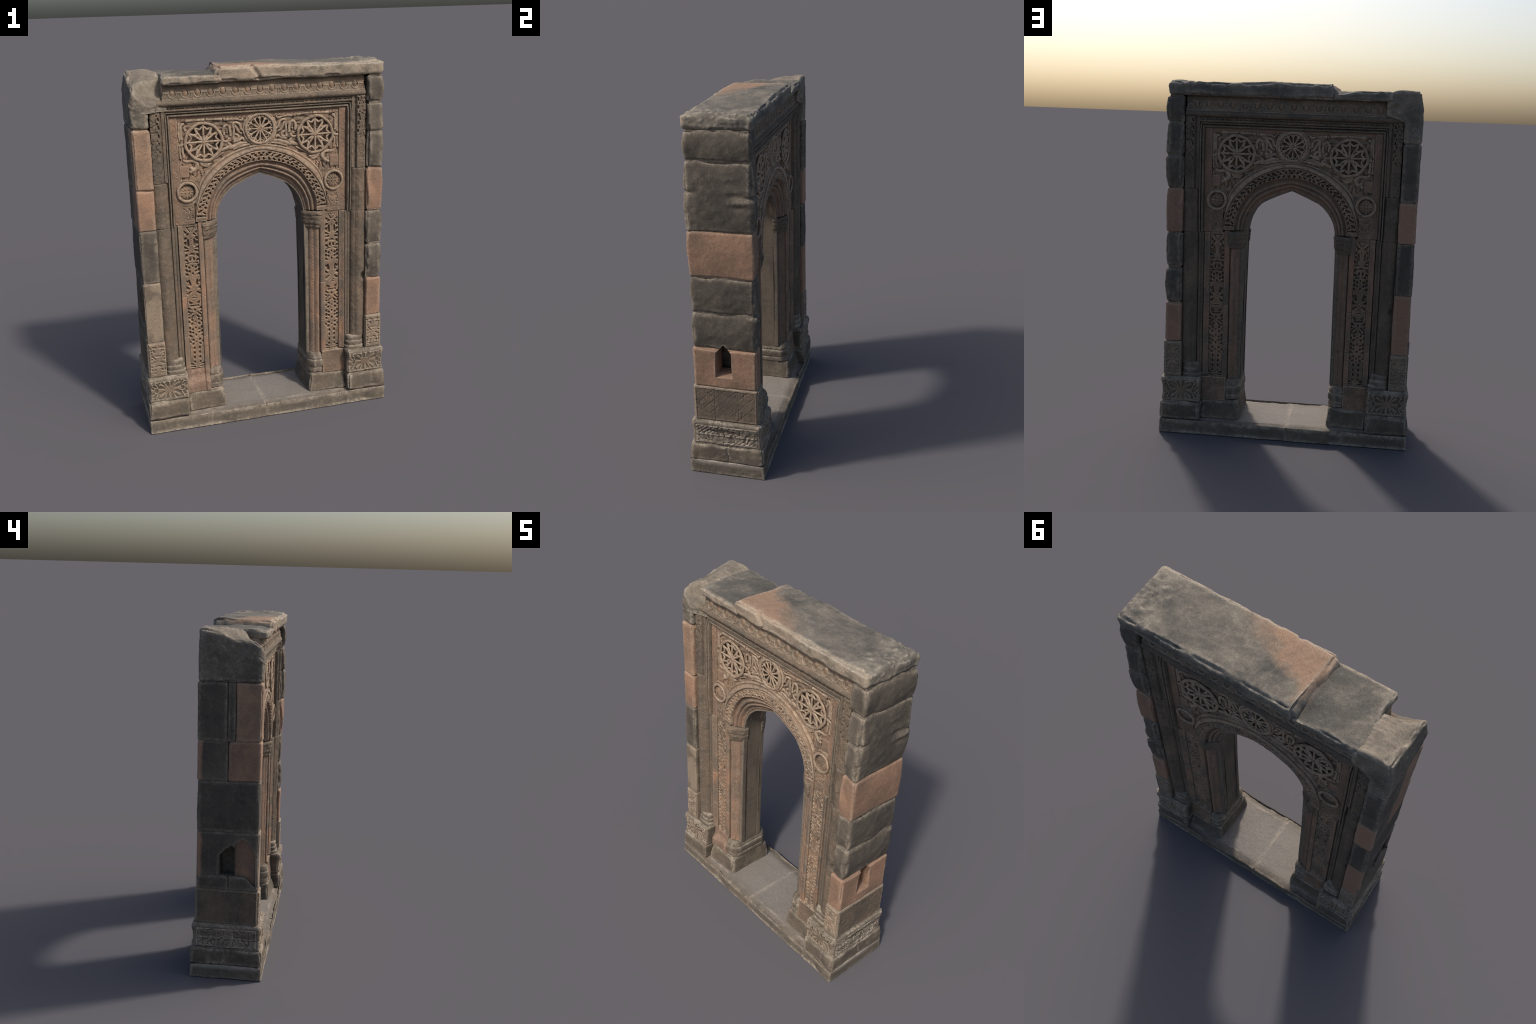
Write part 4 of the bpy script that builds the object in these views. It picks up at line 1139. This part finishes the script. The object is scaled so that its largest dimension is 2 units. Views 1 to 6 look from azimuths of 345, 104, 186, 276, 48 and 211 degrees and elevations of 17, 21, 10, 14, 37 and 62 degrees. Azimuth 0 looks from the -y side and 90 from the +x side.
def frame_and_frieze():
    out = []
    # mitred frame mouldings: up one side, across, down the other
    rails = [(.4868, 1.746, -.112), (.4878, 1.748, -.127), (.4905, 1.752, -.1345), (.494, 1.7555, -.1365), (.4975, 1.759, -.134), (.4995, 1.761, -.121), (.5018, 1.7635, -.1205),
             (.5028, 1.7655, -.133), (.5055, 1.769, -.1385), (.509, 1.7725, -.1385), (.512, 1.7755, -.133), (.5132, 1.777, -.112)]
    path = []
    zs = lin(1.1705, 1.74, .012)
    G = []
    for xs, zt, y in rails:
        a = np.stack([np.full(len(zs), -xs), 0 * zs + y, zs], -1)
        xx = lin(-.48, .48, .012)
        up = np.array([[-xs, y, zt]]); top = np.stack([xx, 0 * xx + y, 0 * xx + zt], -1); dn = np.array([[xs, y, zt]])
        b = a[::-1] * [-1, 1, 1]
        G.append(np.concatenate([a, up, top, dn, b]))
    G = np.stack(G, 1); G[..., 1] += erode(G[..., 0], G[..., 2], .0012, 71) + .007 * smooth(1.725, 1.765, G[..., 2]) - .006 * smooth(1.12, 1.3, G[..., 2]) * smooth(1.76, 1.72, G[..., 2])
    out.append(patch('frame_moulding', G, BACK, 'column'))
    # cove and thin beaded strip over the panel
    xs = lin(-.4865, .4865, .006); prof = resample([(1.7355, -.1135), (1.739, -.113), (1.7425, -.117), (1.7462, -.121)], 9)
    G = np.zeros((len(xs), 9, 3)); G[..., 0] = xs[:, None]; G[..., 1] = prof[None, :, 1]; G[..., 2] = prof[None, :, 0]
    out.append(patch('cove_moulding', G, BACK, 'frame_red'))
    def bead(X, Z):
        d = holes((X % .022) - .011, Z - 1.7285, [(-.004, -.002, .004, .002, .0015, .0022)], False)
        return -.1145 + .004 * (1 - smooth(-.0008, .0008, d))
    out.append(relief('beaded_strip', -.443, .443, 1.7215, 1.7352, bead, 'frame_red', BACK, .0022, seed=72))
    # dentil band
    def dent(X, Z):
        q = np.stack([X * 60, Z * 60, 0 * X], -1)
        d = holes((X % .027) - .0135, Z - 1.790, [(-.006, .001, .003, .002, .0028, .002), (.009, .0, .010, .002, .0018, .0022)], False) + .0012 * vnoise(q, 4)
        tilt = np.interp(Z, [1.777, 1.783, 1.797, 1.804], [-.136, -.139, -.136, -.133])
        return tilt + .007 * (1 - smooth(-.001, .001, d)) * (vnoise(q * .15, 9) > -.75)
    out.append(relief('dentil_band', -.537, .537, 1.7775, 1.8045, dent, 'column', BACK, .0023, seed=73))
    # big roll under the frieze
    xs = lin(-.588, .588, .008); prof = resample([(1.8045, -.128), (1.806, -.146), (1.811, -.152), (1.818, -.156), (1.826, -.1555), (1.832, -.152), (1.8355, -.147), (1.837, -.13)], 25)
    G = np.zeros((len(xs), 25, 3)); G[..., 0] = xs[:, None]; G[..., 1] = prof[None, :, 1]; G[..., 2] = prof[None, :, 0]
    G[..., 1] += erode(G[..., 0], G[..., 2], .0018, 74)
    out.append(patch('roll_moulding', G, BACK, 'column'))
    # frieze: cups and flutes; the buds that sit in the cups are pieces
    step = .0664
    def cups(X, Z):
        u = ((X / step + .5) % 1 - .5) * step; v = Z - 1.868
        n = fbm(np.stack([X, Z, 0 * X], -1), 30, 2, 4)
        rr = np.hypot(u, np.minimum(v, 0) * 1.0)
        y = np.interp(Z, [1.8365, 1.845, 1.87, 1.895, 1.917], [-.147, -.142, -.137, -.132, -.126])
        cup = np.exp(-((np.hypot(u * 1.05, v) - .0215) / .0032) ** 2) * smooth(.006, -.004, v)
        bar = np.exp(-((v - .004) / .0035) ** 2) * smooth(.014, .018, np.abs(u))
        fl = np.abs(np.sin(u * 2 * np.pi / .0085)) * smooth(.0235, .026, np.abs(u)) * smooth(.02, .0, v)
        well = smooth(.0195, .016, np.hypot(u * 1.05, v))
        return y - .005 * cup - .004 * bar - .003 * fl + .006 * well - .001 * n
    fr = relief('frieze', -.588, .588, 1.8365, 1.917, cups, 'worn_brown', BACK, .0023, seed=75)
    short = relief('frieze', -.588, .518, 1.8365, 1.917, cups, 'worn_brown', BACK, .0023, sx=-1, seed=75)
    bud = boss('frieze_bud', (0, 1.8705, -.1335), .0132, .0065, 'brown', fr, 1.22, point=.18)
    for k in range(-8, 9):
        if k == 0:
            continue
        o = bud.copy(); bpy.context.scene.collection.objects.link(o); o.parent = fr
        o.location = (k * step, .0012 * math.sin(k * 5.1), .0012 * math.cos(k * 3.7))
    again(fr, HALF_TURN)                 # the rear frieze is whole
    for c in list(fr.children):          # the front one ends at the broken corner
        if c.location.x < -.50:
            bpy.data.objects.remove(c)
        else:
            c.parent = short
    bpy.data.objects.remove(fr); short.name = 'frieze'
    return out

# ------------------------------------------------------------------ build ---
def build():
    global ROOT
    make_materials()
    M['grey_two_faced'] = stone('three_tone_quoin_stone', GREY, GREY_D, GREY_L, wear=.5, crust=.3, wide=.028, wear_col=(.33, .275, .21), stain=.3,
                                patch=lambda nt, co, col: front_tan(nt, co, back_red(nt, co, col)))
    M['tan_red'] = stone('pinkish_quoin_stone', (.31, .192, .123), (.215, .14, .096), (.38, .285, .2), wear=.5, crust=.35, wear_col=(.42, .33, .25), wide=.022, stain=.35, stain_col=(.15, .11, .08))
    ROOT = bpy.data.objects.new('ruined_stone_portal', None)
    bpy.context.scene.collection.objects.link(ROOT)
    ROOT['label'] = 'weathered carved stone portal with pointed arch and cracked capstone'
    ROOT['category'] = 'stone gateway'
    wall_core(); threshold(); base_courses(); carved_panels(); quoins(); capstone(); facade()

build()
